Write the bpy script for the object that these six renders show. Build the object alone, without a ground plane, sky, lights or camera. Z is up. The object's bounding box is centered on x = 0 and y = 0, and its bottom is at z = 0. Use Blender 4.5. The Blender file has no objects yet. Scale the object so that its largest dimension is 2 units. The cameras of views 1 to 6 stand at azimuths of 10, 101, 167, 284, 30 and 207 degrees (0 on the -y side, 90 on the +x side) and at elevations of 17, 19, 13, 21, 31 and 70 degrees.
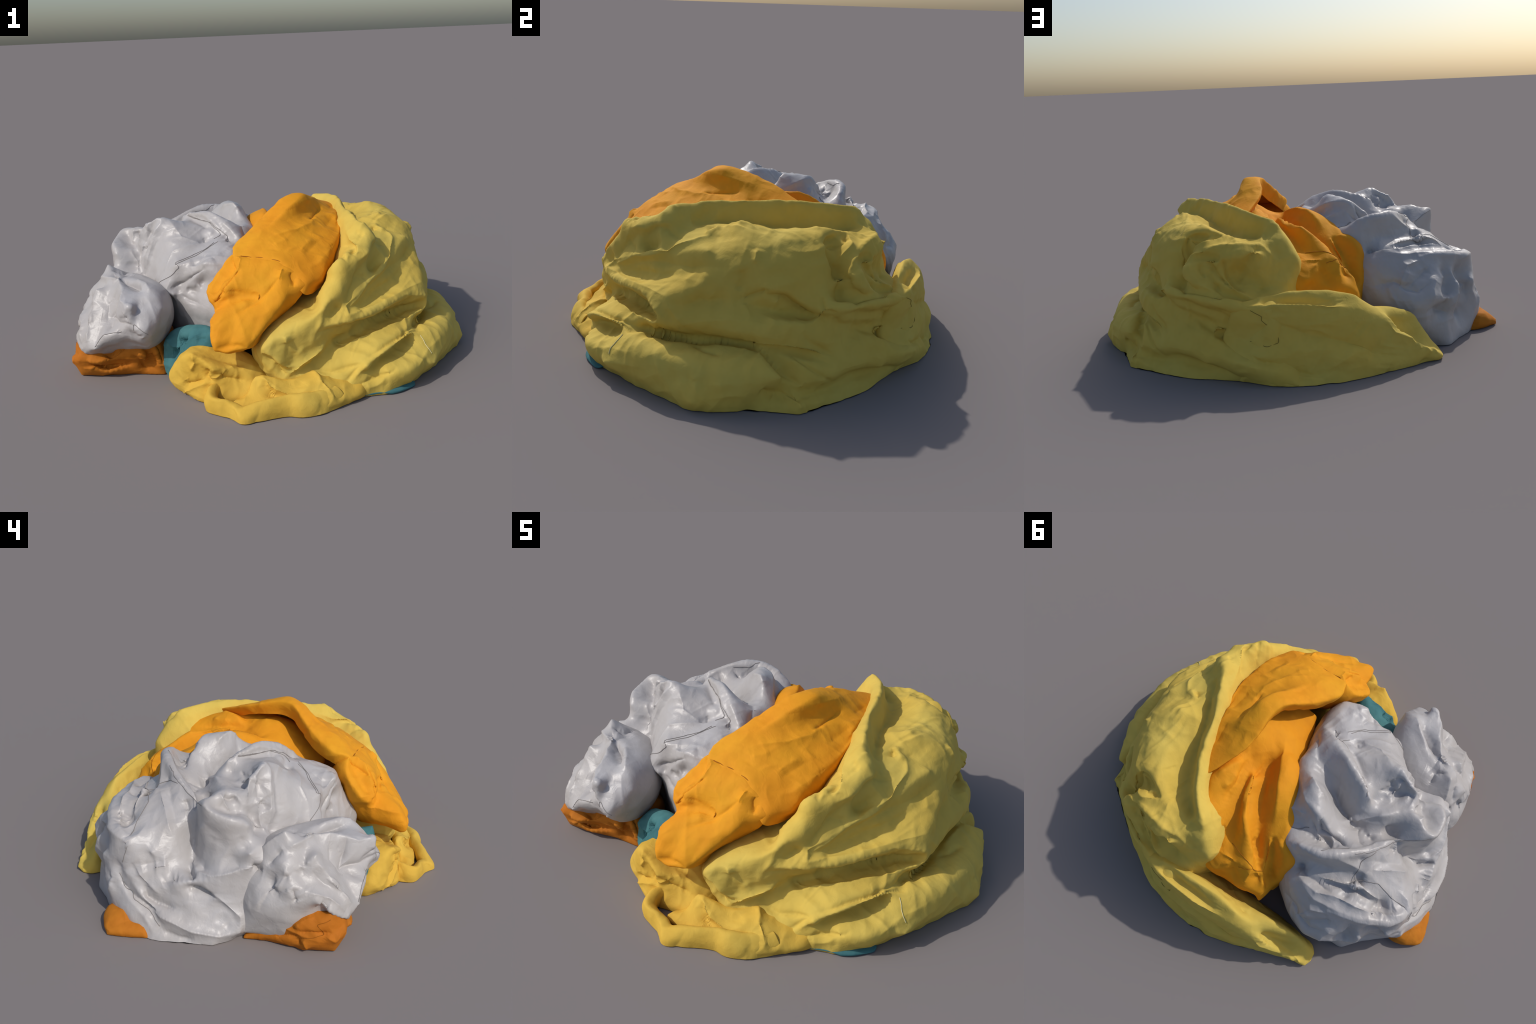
import bpy
import math
import numpy as np


# ------------------------------------------------------------------ cloth engine
def cube_sphere(n):
    """Unit directions of an n x n x 6 cube sphere with welded edges, and its quads."""
    a = np.tan(np.linspace(-math.pi / 4, math.pi / 4, n + 1))
    u, v = np.meshgrid(a, a, indexing="ij")
    o = np.ones_like(u)
    sides = [(o, u, v), (-o, v, u), (v, o, u), (u, -o, v), (u, v, o), (v, u, -o)]
    pts = np.concatenate([np.stack(s, -1).reshape(-1, 3) for s in sides])
    k = np.arange((n + 1) ** 2).reshape(n + 1, n + 1)
    q = np.stack([k[:-1, :-1], k[1:, :-1], k[1:, 1:], k[:-1, 1:]], -1).reshape(-1, 4)
    quads = np.concatenate([q + i * (n + 1) ** 2 for i in range(6)])
    _, first, back = np.unique(np.round(pts, 6), axis=0, return_index=True, return_inverse=True)
    pts, quads = pts[first], back.reshape(-1)[quads]
    return pts / np.linalg.norm(pts, axis=1, keepdims=True), quads


def along(points, step):
    """Even samples along a polyline of fold points."""
    p = np.asarray(points, float)
    if len(p) < 2:
        return p
    s = np.r_[0, np.cumsum(np.linalg.norm(np.diff(p, axis=0), axis=1))]
    t = np.linspace(0, s[-1], max(2, int(s[-1] / step) + 2))
    return np.stack([np.interp(t, s, p[:, k]) for k in range(3)], 1)


def relax(co, quads, rounds, amount=0.5, keep=None):
    """Laplacian smoothing, so that creases get a cloth radius."""
    e = np.concatenate([quads[:, [0, 1]], quads[:, [1, 2]], quads[:, [2, 3]], quads[:, [3, 0]]])
    e = np.concatenate([e, e[:, ::-1]])
    n = np.bincount(e[:, 0], minlength=len(co))[:, None]
    for _ in range(rounds):
        avg = np.stack([np.bincount(e[:, 0], co[e[:, 1], k], len(co)) for k in range(3)], 1) / n
        co = co + (avg - co) * amount
    return co


def vertex_normals(co, quads):
    n = np.cross(co[quads[:, 2]] - co[quads[:, 0]], co[quads[:, 3]] - co[quads[:, 1]])
    out = np.stack([sum(np.bincount(quads[:, j], n[:, k], len(co)) for j in range(4)) for k in range(3)], 1)
    return out / (np.linalg.norm(out, axis=1, keepdims=True) + 1e-12)


def wrinkle(co, quads, lines):
    """Press wrinkles into a cloth: each is a line on it with a width and a height."""
    for width, height, line in lines:
        normal = vertex_normals(co, quads)
        box = (co > line.min(0) - 4 * width).all(1) & (co < line.max(0) + 4 * width).all(1)
        near = np.nonzero(box)[0]
        if not len(near) or len(line) < 6:
            continue
        d = np.linalg.norm(co[near][:, None] - line[None], axis=2)
        j = d.argmin(1)
        t = j / max(1, len(line) - 1)
        fade = np.clip(np.minimum(t, 1 - t) * 4 + 0.15, 0, 1)
        d = d[np.arange(len(near)), j] / width
        shape = np.exp(-0.75 * d)
        co[near] += normal[near] * (1.35 * height * fade * np.where(d < 6, shape, 0))[:, None]
    return co


def crumple(co, quads, depth, seed, span=0.11):
    """Small taut creases all over: warped ridged waves that fade in and out."""
    rng = np.random.default_rng(seed)
    h = np.zeros(len(co))
    for i in range(7):
        k = rng.normal(size=(3, 3))
        k /= np.linalg.norm(k, axis=1, keepdims=True)
        size = span * rng.uniform(0.6, 1.5)
        warp = 1.1 * np.sin(co @ k[1] * 2.2 / size + rng.uniform(0, 6)) + 0.5 * np.sin(co @ k[2] * 5 / size + rng.uniform(0, 6))
        fade = np.clip(np.sin(co @ k[1] * 2.6 / size + rng.uniform(0, 6)) * np.sin(co @ k[2] * 3.1 / size + rng.uniform(0, 6)), 0, 1)
        h += fade * (0.35 - np.abs(np.sin(co @ k[0] * math.pi / size + warp)))
    return co + vertex_normals(co, quads) * (h * depth)[:, None]


def drape(center, scale, folds, n, soft=2, step=0.025, slack=1e-3, steep=4.5, crimp=0.006, wrinkles=()):
    """Cloth surface pulled over a set of fold lines, seen from an inner point.

    Every fold line (ridge, valley, hem) is a polyline on the cloth.  The
    distance from `center` is interpolated between the lines with a conical
    kernel, which leaves crisp folds along the lines and taut cloth between."""
    c, s = np.array(center, float), np.array(scale, float)
    pts = np.concatenate([along(f, step) for f in folds])
    q = (pts - c) / s
    r = np.linalg.norm(q, axis=1)
    d = q / r[:, None]
    # an outer fold hides what lies too steeply behind it
    gap = np.linalg.norm(d[:, None] - d[None], axis=2)
    hidden = (r[:, None] - r[None] > steep * gap * np.minimum(r[:, None], r[None]) + 0.002).any(0)
    r, d = r[~hidden], d[~hidden]
    m = len(d)
    A = np.zeros((m + 1, m + 1))
    A[:m, :m] = slack * np.eye(m) - np.linalg.norm(d[:, None] - d[None], axis=2)
    A[:m, m] = A[m, :m] = 1
    w = np.linalg.solve(A, np.r_[r, 0])

    def reach(u):
        out = np.empty(len(u))
        for i in range(0, len(u), 4000):
            out[i:i + 4000] = w[m] - np.sqrt(np.maximum(2 - 2 * u[i:i + 4000] @ d.T, 0)) @ w[:m]
        return np.maximum(out, 0.02)

    u, quads = cube_sphere(n)
    co = relax(c + u * reach(u)[:, None] * s, quads, soft)
    lines = []
    for width, height, line in wrinkles:
        v = (along(line, 0.006) - c) / s
        v /= np.linalg.norm(v, axis=1, keepdims=True)
        lines.append((width, height, c + v * reach(v)[:, None] * s))
    co = crumple(wrinkle(co, quads, lines), quads, crimp, int(1000 * abs(c).sum()))
    co[:, 2] = np.maximum(co[:, 2], 0.0)
    return co, quads


def spline(p, t):
    """Catmull-Rom through the rows of p at parameters t in 0..1."""
    p = np.asarray(p, float)
    x = np.clip(t, 0, 1) * (len(p) - 1)
    i = np.minimum(x.astype(int), len(p) - 2)
    f = (x - i).reshape(-1, *[1] * (p.ndim - 1))
    a, b, e, g = p[np.maximum(i - 1, 0)], p[i], p[i + 1], p[np.minimum(i + 2, len(p) - 1)]
    return b + 0.5 * f * (e - a + f * (2 * a - 5 * b + 4 * e - g + f * (3 * (b - e) + g - a)))


def loft(rails, nu, nv, wrinkles=()):
    """Open sheet of cloth through rails (polylines from one end to the other)."""
    rows = []
    for r in rails:
        r = spline(r, np.linspace(0, 1, 80))
        s = np.r_[0, np.cumsum(np.linalg.norm(np.diff(r, axis=0), axis=1))]
        rows.append(np.stack([np.interp(np.linspace(0, s[-1], nu), s, r[:, k]) for k in range(3)], 1))
    grid = spline(np.array(rows), np.linspace(0, 1, nv))
    k = np.arange(nu * nv).reshape(nv, nu)
    quads = np.stack([k[:-1, :-1], k[:-1, 1:], k[1:, 1:], k[1:, :-1]], -1).reshape(-1, 4)
    co = wrinkle(grid.reshape(-1, 3), quads, [(w, h, along(l, 0.006)) for w, h, l in wrinkles])
    return crumple(co, quads, 0.0035, 7), quads


# ------------------------------------------------------------------ fold lines
FOLDS, HEART = {}, {}


def fold(cloth, what, *points):
    """One fold line of a cloth: ridge, valley or hem, as points on it."""
    FOLDS.setdefault(cloth, []).append(points)


HEART["yellow"] = (0.36, -0.02, 0.06)
fold("yellow", "rim", (0.47, -0.2, 0.697), (0.447, -0.111, 0.703), (0.409, 0, 0.706), (0.379, 0.096, 0.709), (0.364, 0.2, 0.714), (0.325, 0.314, 0.713), (0.287, 0.4, 0.698), (0.226, 0.483, 0.681), (0.19, 0.512, 0.672))
fold("yellow", "rim front drop", (0.47, -0.2, 0.697), (0.51, -0.23, 0.69), (0.53, -0.28, 0.652), (0.519, -0.377, 0.58))
fold("yellow", "front ridge", (0.543, -0.295, 0.62), (0.519, -0.377, 0.58), (0.503, -0.41, 0.558), (0.45, -0.49, 0.51), (0.388, -0.57, 0.44), (0.334, -0.62, 0.395), (0.275, -0.648, 0.363), (0.177, -0.689, 0.309))
fold("yellow", "flap top", (0.177, -0.689, 0.309), (0.087, -0.734, 0.266), (0.075, -0.725, 0.235))
fold("yellow", "flap lower edge", (0.075, -0.725, 0.236), (0.121, -0.722, 0.183), (0.162, -0.712, 0.149), (0.197, -0.699, 0.127))
fold("yellow", "flap right crease", (0.179, -0.691, 0.305), (0.188, -0.687, 0.241), (0.202, -0.679, 0.2), (0.196, -0.684, 0.149))
fold("yellow", "sliver ridge", (0.348, -0.601, 0.244), (0.302, -0.636, 0.196), (0.248, -0.668, 0.162), (0.197, -0.699, 0.127))
fold("yellow", "fold A crest", (0.8, -0.207, 0.315), (0.776, -0.237, 0.337), (0.754, -0.25, 0.345), (0.7, -0.287, 0.358), (0.658, -0.34, 0.358), (0.6, -0.41, 0.352), (0.53, -0.49, 0.34), (0.45, -0.555, 0.325), (0.38, -0.61, 0.315), (0.28, -0.66, 0.3), (0.2, -0.69, 0.285))
fold("yellow", "under fold A valley", (0.757, -0.199, 0.268), (0.681, -0.267, 0.278), (0.566, -0.388, 0.283), (0.466, -0.472, 0.257), (0.386, -0.542, 0.233), (0.334, -0.6, 0.201))
fold("yellow", "roll C crest", (0.746, -0.275, 0.267), (0.7, -0.33, 0.255), (0.63, -0.4, 0.245), (0.56, -0.47, 0.235), (0.48, -0.525, 0.215), (0.394, -0.566, 0.192))
fold("yellow", "roll C left", (0.394, -0.566, 0.192), (0.37, -0.59, 0.17), (0.338, -0.62, 0.131), (0.281, -0.652, 0.136))
fold("yellow", "roll C corner", (0.8, -0.207, 0.315), (0.8, -0.21, 0.273), (0.746, -0.275, 0.267))
fold("yellow", "under roll C crease", (0.793, -0.207, 0.27), (0.766, -0.236, 0.215), (0.739, -0.304, 0.203), (0.695, -0.364, 0.188), (0.647, -0.434, 0.173), (0.576, -0.523, 0.154), (0.518, -0.602, 0.114))
fold("yellow", "ridge R3", (0.7, -0.02, 0.572), (0.682, -0.053, 0.572), (0.645, -0.15, 0.543), (0.627, -0.19, 0.53), (0.605, -0.258, 0.512), (0.545, -0.38, 0.46), (0.46, -0.49, 0.41), (0.37, -0.59, 0.345))
fold("yellow", "valley between R2 R3", (0.546, -0.283, 0.51), (0.467, -0.396, 0.458), (0.398, -0.514, 0.391), (0.368, -0.573, 0.355))
fold("yellow", "valley R3 A", (0.715, -0.08, 0.49), (0.7, -0.17, 0.455), (0.655, -0.26, 0.415), (0.57, -0.38, 0.375), (0.49, -0.48, 0.345))
fold("yellow", "fold A up ridge", (0.8, -0.207, 0.315), (0.789, -0.136, 0.373), (0.775, -0.03, 0.44), (0.752, 0.03, 0.485))
fold("yellow", "fold A up ridge b", (0.752, 0.03, 0.485), (0.725, 0.06, 0.545), (0.69, 0.09, 0.595))
fold("yellow", "notch crest", (0.61, -0.16, 0.57), (0.57, -0.1, 0.6))
fold("yellow", "shelf", (0.548, -0.17, 0.6), (0.505, -0.065, 0.62), (0.483, 0.01, 0.623), (0.461, 0.053, 0.63), (0.445, 0.17, 0.613), (0.442, 0.256, 0.606), (0.427, 0.341, 0.597), (0.376, 0.464, 0.587))
fold("yellow", "band foot", (0.49, -0.12, 0.62), (0.455, 0, 0.61), (0.425, 0.1, 0.61), (0.405, 0.2, 0.6), (0.37, 0.32, 0.6), (0.325, 0.42, 0.59), (0.27, 0.49, 0.58))
fold("yellow", "shelf bump", (0.57, 0.078, 0.665), (0.54, 0.14, 0.64), (0.523, 0.189, 0.632))
fold("yellow", "shelf crest", (0.523, 0.189, 0.632), (0.52, 0.3, 0.64), (0.479, 0.449, 0.646), (0.426, 0.498, 0.619), (0.326, 0.53, 0.592), (0.296, 0.628, 0.583))
fold("yellow", "bulge profile y0", (0.6, 0, 0.595), (0.66, 0, 0.575), (0.7, 0.02, 0.56))
fold("yellow", "bulge profile y.1", (0.6, 0.1, 0.65), (0.65, 0.12, 0.625), (0.69, 0.15, 0.6), (0.735, 0.15, 0.54), (0.742, 0.15, 0.486), (0.75, 0.15, 0.43), (0.775, 0.15, 0.36))
fold("yellow", "bulge edge", (0.479, 0.449, 0.646), (0.594, 0.444, 0.61), (0.64, 0.46, 0.52), (0.69, 0.45, 0.43), (0.737, 0.46, 0.373), (0.7, 0.5, 0.31), (0.687, 0.513, 0.298))
fold("yellow", "bulge mid", (0.62, 0.3, 0.625), (0.69, 0.3, 0.56), (0.735, 0.28, 0.48), (0.75, 0.28, 0.4))
fold("yellow", "bulge mid2", (0.58, 0.22, 0.64), (0.67, 0.22, 0.605), (0.735, 0.22, 0.53), (0.755, 0.22, 0.43))
fold("yellow", "O1", (0.79, 0.27, 0.345), (0.765, 0.36, 0.335), (0.73, 0.44, 0.315), (0.687, 0.513, 0.298))
fold("yellow", "K1", (0.755, 0.125, 0.391), (0.742, 0.195, 0.369), (0.72, 0.294, 0.349), (0.703, 0.373, 0.335), (0.691, 0.446, 0.308))
fold("yellow", "K1left", (0.786, -0.092, 0.35), (0.776, -0.033, 0.373), (0.765, 0.097, 0.395))
fold("yellow", "roll12", (0.805, -0.12, 0.27), (0.812, 0, 0.29), (0.82, 0.12, 0.28), (0.815, 0.25, 0.275), (0.79, 0.36, 0.255), (0.745, 0.45, 0.235), (0.69, 0.53, 0.215), (0.62, 0.61, 0.2))
fold("yellow", "K2", (0.735, -0.279, 0.211), (0.76, -0.145, 0.202), (0.774, -0.046, 0.21), (0.772, 0.027, 0.217), (0.775, 0.19, 0.215))
fold("yellow", "K2b", (0.81, 0.215, 0.22), (0.798, 0.256, 0.232), (0.786, 0.349, 0.215), (0.758, 0.433, 0.192), (0.744, 0.49, 0.161))
fold("yellow", "ridge diag", (0.826, 0.226, 0.217), (0.882, 0.33, 0.145))
fold("yellow", "crease diag", (0.807, 0.234, 0.205), (0.828, 0.308, 0.144), (0.841, 0.394, 0.1))
fold("yellow", "flank patch", (0.816, 0.362, 0.187), (0.797, 0.453, 0.143), (0.833, 0.422, 0.107))
fold("yellow", "lower bulge crest y0", (0.87, 0, 0.205), (0.924, 0, 0.18), (0.964, 0, 0.12), (0.993, 0, 0.045), (0.972, 0, 0))
fold("yellow", "lower bulge scratch", (0.765, -0.37, 0.19), (0.817, -0.412, 0.121), (0.83, -0.43, 0.08))
fold("yellow", "lower bulge top", (0.53, -0.625, 0.135), (0.6, -0.575, 0.18), (0.68, -0.475, 0.205), (0.765, -0.345, 0.215), (0.84, -0.21, 0.21), (0.88, -0.08, 0.205), (0.88, 0.08, 0.195), (0.86, 0.18, 0.2))
fold("yellow", "lower bulge mid", (0.62, -0.6, 0.11), (0.72, -0.54, 0.115), (0.817, -0.412, 0.125), (0.89, -0.27, 0.12), (0.94, -0.12, 0.125), (0.96, 0.1, 0.12), (0.93, 0.22, 0.1))
fold("yellow", "ground edge back", (0.972, 0, 0), (0.955, 0.12, 0), (0.907, 0.216, 0), (0.893, 0.417, 0), (0.8, 0.5, 0), (0.738, 0.558, 0), (0.64, 0.648, 0), (0.606, 0.665, 0), (0.422, 0.76, 0), (0.3, 0.86, 0), (0.196, 0.899, 0))
fold("yellow", "hem corner", (0.893, 0.417, 0.03), (0.885, 0.4, 0.06), (0.86, 0.33, 0.05))
fold("yellow", "K3", (0.901, 0.247, 0.04), (0.872, 0.292, 0.07), (0.827, 0.429, 0.066), (0.76, 0.506, 0.065), (0.682, 0.58, 0.085), (0.566, 0.674, 0.059), (0.486, 0.74, 0.039))
fold("yellow", "above K3", (0.844, 0.402, 0.089), (0.791, 0.492, 0.104), (0.694, 0.575, 0.133), (0.608, 0.667, 0.111))
fold("yellow", "swirl lip", (0.426, 0.498, 0.619), (0.52, 0.5, 0.61), (0.572, 0.554, 0.545), (0.6, 0.555, 0.51), (0.62, 0.56, 0.48), (0.6, 0.585, 0.43), (0.54, 0.62, 0.4), (0.484, 0.635, 0.39), (0.372, 0.715, 0.342))
fold("yellow", "swirl ridge top", (0.326, 0.53, 0.592), (0.4, 0.55, 0.595), (0.47, 0.555, 0.585), (0.54, 0.56, 0.555))
fold("yellow", "swirl lower face", (0.3, 0.675, 0.56), (0.38, 0.66, 0.535), (0.45, 0.64, 0.53), (0.52, 0.615, 0.515))
fold("yellow", "swirl hollow", (0.51, 0.55, 0.46), (0.48, 0.57, 0.43))
fold("yellow", "swirl inner strand", (0.52, 0.6, 0.5), (0.475, 0.635, 0.46), (0.42, 0.675, 0.4), (0.34, 0.725, 0.345))
fold("yellow", "strand hollow", (0.4, 0.61, 0.46), (0.35, 0.63, 0.43), (0.31, 0.64, 0.4))
fold("yellow", "valley bulge-swirl", (0.52, 0.47, 0.6), (0.58, 0.48, 0.52), (0.6, 0.5, 0.43), (0.63, 0.5, 0.38))
fold("yellow", "hang flap", (0.296, 0.628, 0.583), (0.294, 0.655, 0.5), (0.294, 0.65, 0.4), (0.294, 0.643, 0.373))
fold("yellow", "hang edge", (0.19, 0.515, 0.67), (0.15, 0.575, 0.6), (0.104, 0.633, 0.49), (0.18, 0.66, 0.41), (0.294, 0.66, 0.373))
fold("yellow", "hang mid", (0.22, 0.6, 0.57), (0.2, 0.635, 0.49), (0.22, 0.64, 0.44))
fold("yellow", "collar roll", (0.737, 0.46, 0.373), (0.7, 0.53, 0.378), (0.62, 0.615, 0.36), (0.52, 0.69, 0.352), (0.42, 0.74, 0.35), (0.336, 0.785, 0.34), (0.274, 0.8, 0.34))
fold("yellow", "collar lower", (0.687, 0.513, 0.298), (0.62, 0.59, 0.295), (0.52, 0.68, 0.285), (0.42, 0.74, 0.285), (0.336, 0.789, 0.287))
fold("yellow", "collar crease", (0.599, 0.577, 0.262), (0.52, 0.65, 0.255), (0.44, 0.715, 0.25), (0.36, 0.765, 0.26))
fold("yellow", "pocket face", (0.599, 0.577, 0.255), (0.52, 0.67, 0.225), (0.424, 0.733, 0.195), (0.436, 0.74, 0.163), (0.52, 0.68, 0.2))
fold("yellow", "patch lower", (0.314, 0.817, 0.168), (0.268, 0.828, 0.201), (0.3, 0.81, 0.25))
fold("yellow", "crease right", (0.498, 0.658, 0.198), (0.429, 0.743, 0.154), (0.37, 0.813, 0.124), (0.251, 0.848, 0.099))
fold("yellow", "below crease", (0.57, 0.68, 0.15), (0.48, 0.765, 0.12), (0.39, 0.84, 0.09), (0.329, 0.85, 0.087), (0.25, 0.875, 0.06))
fold("yellow", "flank lower", (0.7, 0.56, 0.16), (0.64, 0.63, 0.12), (0.57, 0.7, 0.08))
fold("yellow", "inner", (0.36, -0.2, 0.54), (0.32, -0.05, 0.56), (0.29, 0.1, 0.56), (0.25, 0.25, 0.56), (0.19, 0.4, 0.54))
fold("yellow", "inner2", (0.25, -0.3, 0.42), (0.2, -0.05, 0.45), (0.15, 0.2, 0.45), (0.1, 0.4, 0.45))
fold("yellow", "inner3", (0.02, -0.3, 0.25), (0, 0, 0.25), (-0.02, 0.3, 0.25))
fold("yellow", "inner low", (0.05, -0.5, 0.02), (0, -0.2, 0), (0, 0.2, 0), (0.05, 0.6, 0), (0.1, 0.6, 0.25))
fold("yellow", "strip top", (0.4, -0.33, 0.56), (0.34, -0.42, 0.49), (0.28, -0.53, 0.37))
fold("yellow", "front low", (0.1, -0.7, 0.15), (0.18, -0.7, 0.08), (0.28, -0.67, 0.08), (0.4, -0.66, 0.07), (0.5, -0.65, 0.05))
fold("yellow", "front ground", (0.2, -0.66, 0), (0.35, -0.66, 0), (0.51, -0.63, 0), (0.62, -0.6, 0), (0.7, -0.53, 0.01), (0.78, -0.4, 0.01), (0.85, -0.28, 0.01), (0.92, -0.12, 0))
fold("yellow", "yellow panel", (0.44, -0.39, 0.61), (0.41, -0.43, 0.6), (0.362, -0.476, 0.56), (0.345, -0.48, 0.5), (0.3, -0.53, 0.43))
fold("yellow", "flap face", (0.12, -0.735, 0.225), (0.16, -0.728, 0.2), (0.19, -0.712, 0.16))

HEART["tail"] = (-0.02, 0.76, 0.1)
fold("tail", "top edge", (0.4, 0.7, 0.35), (0.3, 0.735, 0.375), (0.191, 0.735, 0.39), (0.09, 0.745, 0.388), (0.007, 0.75, 0.378), (-0.096, 0.779, 0.352), (-0.167, 0.801, 0.295), (-0.252, 0.827, 0.233), (-0.282, 0.817, 0.161))
fold("tail", "collar ridge", (0.42, 0.74, 0.35), (0.336, 0.787, 0.34), (0.274, 0.8, 0.34), (0.1, 0.825, 0.328), (-0.047, 0.83, 0.313))
fold("tail", "dip", (0.3, 0.765, 0.345), (0.15, 0.785, 0.34), (0.03, 0.795, 0.335))
fold("tail", "face upper", (0.42, 0.75, 0.285), (0.336, 0.8, 0.287), (0.2, 0.83, 0.275), (0.05, 0.855, 0.255), (-0.1, 0.855, 0.24), (-0.2, 0.85, 0.215))
fold("tail", "valley long", (0.35, 0.785, 0.262), (0.2, 0.838, 0.225), (0.05, 0.863, 0.185), (-0.1, 0.868, 0.15), (-0.25, 0.855, 0.115), (-0.35, 0.835, 0.09))
fold("tail", "face lower", (0.424, 0.733, 0.195), (0.3, 0.815, 0.17), (0.2, 0.86, 0.15), (0.05, 0.885, 0.11), (-0.1, 0.89, 0.08), (-0.25, 0.87, 0.05))
fold("tail", "crease low", (0.418, 0.755, 0.154), (0.358, 0.823, 0.124), (0.239, 0.856, 0.1), (0.092, 0.886, 0.053), (-0.001, 0.894, 0.035))
fold("tail", "ground", (0.42, 0.76, 0), (0.3, 0.86, 0), (0.196, 0.899, 0), (0.08, 0.912, 0), (-0.007, 0.912, 0), (-0.15, 0.89, 0), (-0.27, 0.86, 0), (-0.37, 0.84, 0))
fold("tail", "tip underside", (-0.38, 0.8, 0.03), (-0.42, 0.82, 0.01), (-0.46, 0.815, 0))
fold("tail", "fold end", (-0.252, 0.827, 0.233), (-0.3, 0.825, 0.17), (-0.393, 0.825, 0.094), (-0.45, 0.82, 0.06), (-0.511, 0.819, 0.02))
fold("tail", "inner gap", (-0.25, 0.79, 0.2), (-0.32, 0.78, 0.14), (-0.4, 0.79, 0.085))
fold("tail", "inner top", (-0.13, 0.75, 0.28), (-0.237, 0.725, 0.265), (-0.32, 0.725, 0.25), (-0.402, 0.726, 0.215), (-0.46, 0.735, 0.12), (-0.533, 0.741, 0.02))
fold("tail", "tip", (-0.511, 0.819, 0.014), (-0.533, 0.78, 0.015), (-0.533, 0.741, 0.004))
fold("tail", "inner wall", (0.25, 0.68, 0.3), (0.1, 0.69, 0.28), (-0.05, 0.71, 0.26), (-0.2, 0.69, 0.15), (-0.35, 0.67, 0.08), (-0.48, 0.69, 0))
fold("tail", "inner base", (0.3, 0.6, 0.02), (0.1, 0.62, 0), (-0.1, 0.64, 0), (-0.3, 0.65, 0), (-0.5, 0.7, 0))
fold("tail", "in main", (0.44, 0.66, 0.28), (0.46, 0.64, 0.18), (0.44, 0.62, 0.05))

HEART["lump"] = (-0.13, -0.6, 0.09)
fold("lump", "crest", (-0.363, -0.62, 0.1), (-0.3, -0.68, 0.17), (-0.231, -0.707, 0.219), (-0.19, -0.69, 0.2), (-0.12, -0.67, 0.165), (-0.05, -0.66, 0.15), (0.03, -0.67, 0.15))
fold("lump", "left corner", (-0.363, -0.653, 0.06), (-0.34, -0.67, 0.03), (-0.3, -0.68, 0))
fold("lump", "left foot", (-0.365, -0.585, 0), (-0.363, -0.62, 0), (-0.3, -0.675, 0), (-0.24, -0.71, 0), (-0.212, -0.732, 0))
fold("lump", "left back", (-0.37, -0.56, 0.06), (-0.33, -0.56, 0.12), (-0.27, -0.6, 0.2))
fold("lump", "valley", (-0.216, -0.708, 0.179), (-0.168, -0.723, 0.128), (-0.163, -0.734, 0.101))
fold("lump", "ridge a", (-0.231, -0.707, 0.215), (-0.176, -0.728, 0.19), (-0.13, -0.752, 0.157))
fold("lump", "hook", (-0.157, -0.731, 0.146), (-0.136, -0.733, 0.125), (-0.095, -0.718, 0.142), (-0.055, -0.703, 0.16))
fold("lump", "yellow tip", (-0.299, -0.682, 0.003), (-0.24, -0.72, 0.05), (-0.17, -0.74, 0.075), (-0.135, -0.735, 0.08))
fold("lump", "tip foot", (-0.299, -0.69, 0), (-0.22, -0.74, 0), (-0.14, -0.76, 0), (-0.05, -0.75, 0), (0.1, -0.74, 0))
fold("lump", "ledge", (-0.135, -0.745, 0.085), (-0.06, -0.73, 0.085), (0.02, -0.71, 0.09))
fold("lump", "right", (0.06, -0.68, 0.11), (0.1, -0.66, 0.06), (0.1, -0.65, 0))
fold("lump", "back", (-0.3, -0.5, 0.15), (-0.15, -0.52, 0.18), (0, -0.55, 0.15), (-0.3, -0.48, 0), (-0.1, -0.5, 0), (0.05, -0.55, 0))

HEART["hem"] = (0.14, -0.74, 0.03)
fold("hem", "front foot", (-0.02, -0.81, 0), (0.05, -0.8, 0), (0.12, -0.8, 0), (0.2, -0.8, 0), (0.28, -0.815, 0), (0.35, -0.79, 0), (0.42, -0.73, 0), (0.48, -0.67, 0))
fold("hem", "left", (0, -0.76, 0.045), (-0.04, -0.775, 0.035), (-0.06, -0.8, 0.02), (-0.05, -0.79, 0), (0, -0.8, 0))
fold("hem", "arm crest", (0.048, -0.712, 0.121), (0.087, -0.719, 0.128), (0.15, -0.723, 0.115), (0.226, -0.732, 0.091), (0.277, -0.744, 0.094), (0.295, -0.775, 0.057))
fold("hem", "valley", (0.12, -0.765, 0.06), (0.2, -0.785, 0.06), (0.27, -0.8, 0.055))
fold("hem", "strip", (0.281, -0.652, 0.125), (0.31, -0.69, 0.115), (0.345, -0.73, 0.09), (0.386, -0.759, 0.061))
fold("hem", "right", (0.36, -0.66, 0.1), (0.42, -0.65, 0.085), (0.48, -0.62, 0.08), (0.44, -0.69, 0.06), (0.4, -0.72, 0.065))
fold("hem", "right end", (0.52, -0.6, 0.06), (0.52, -0.62, 0))
fold("hem", "back", (0.03, -0.72, 0.02), (0.1, -0.69, 0.07), (0.2, -0.68, 0.1), (0.03, -0.71, 0), (0.2, -0.66, 0), (0.4, -0.6, 0))

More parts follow.
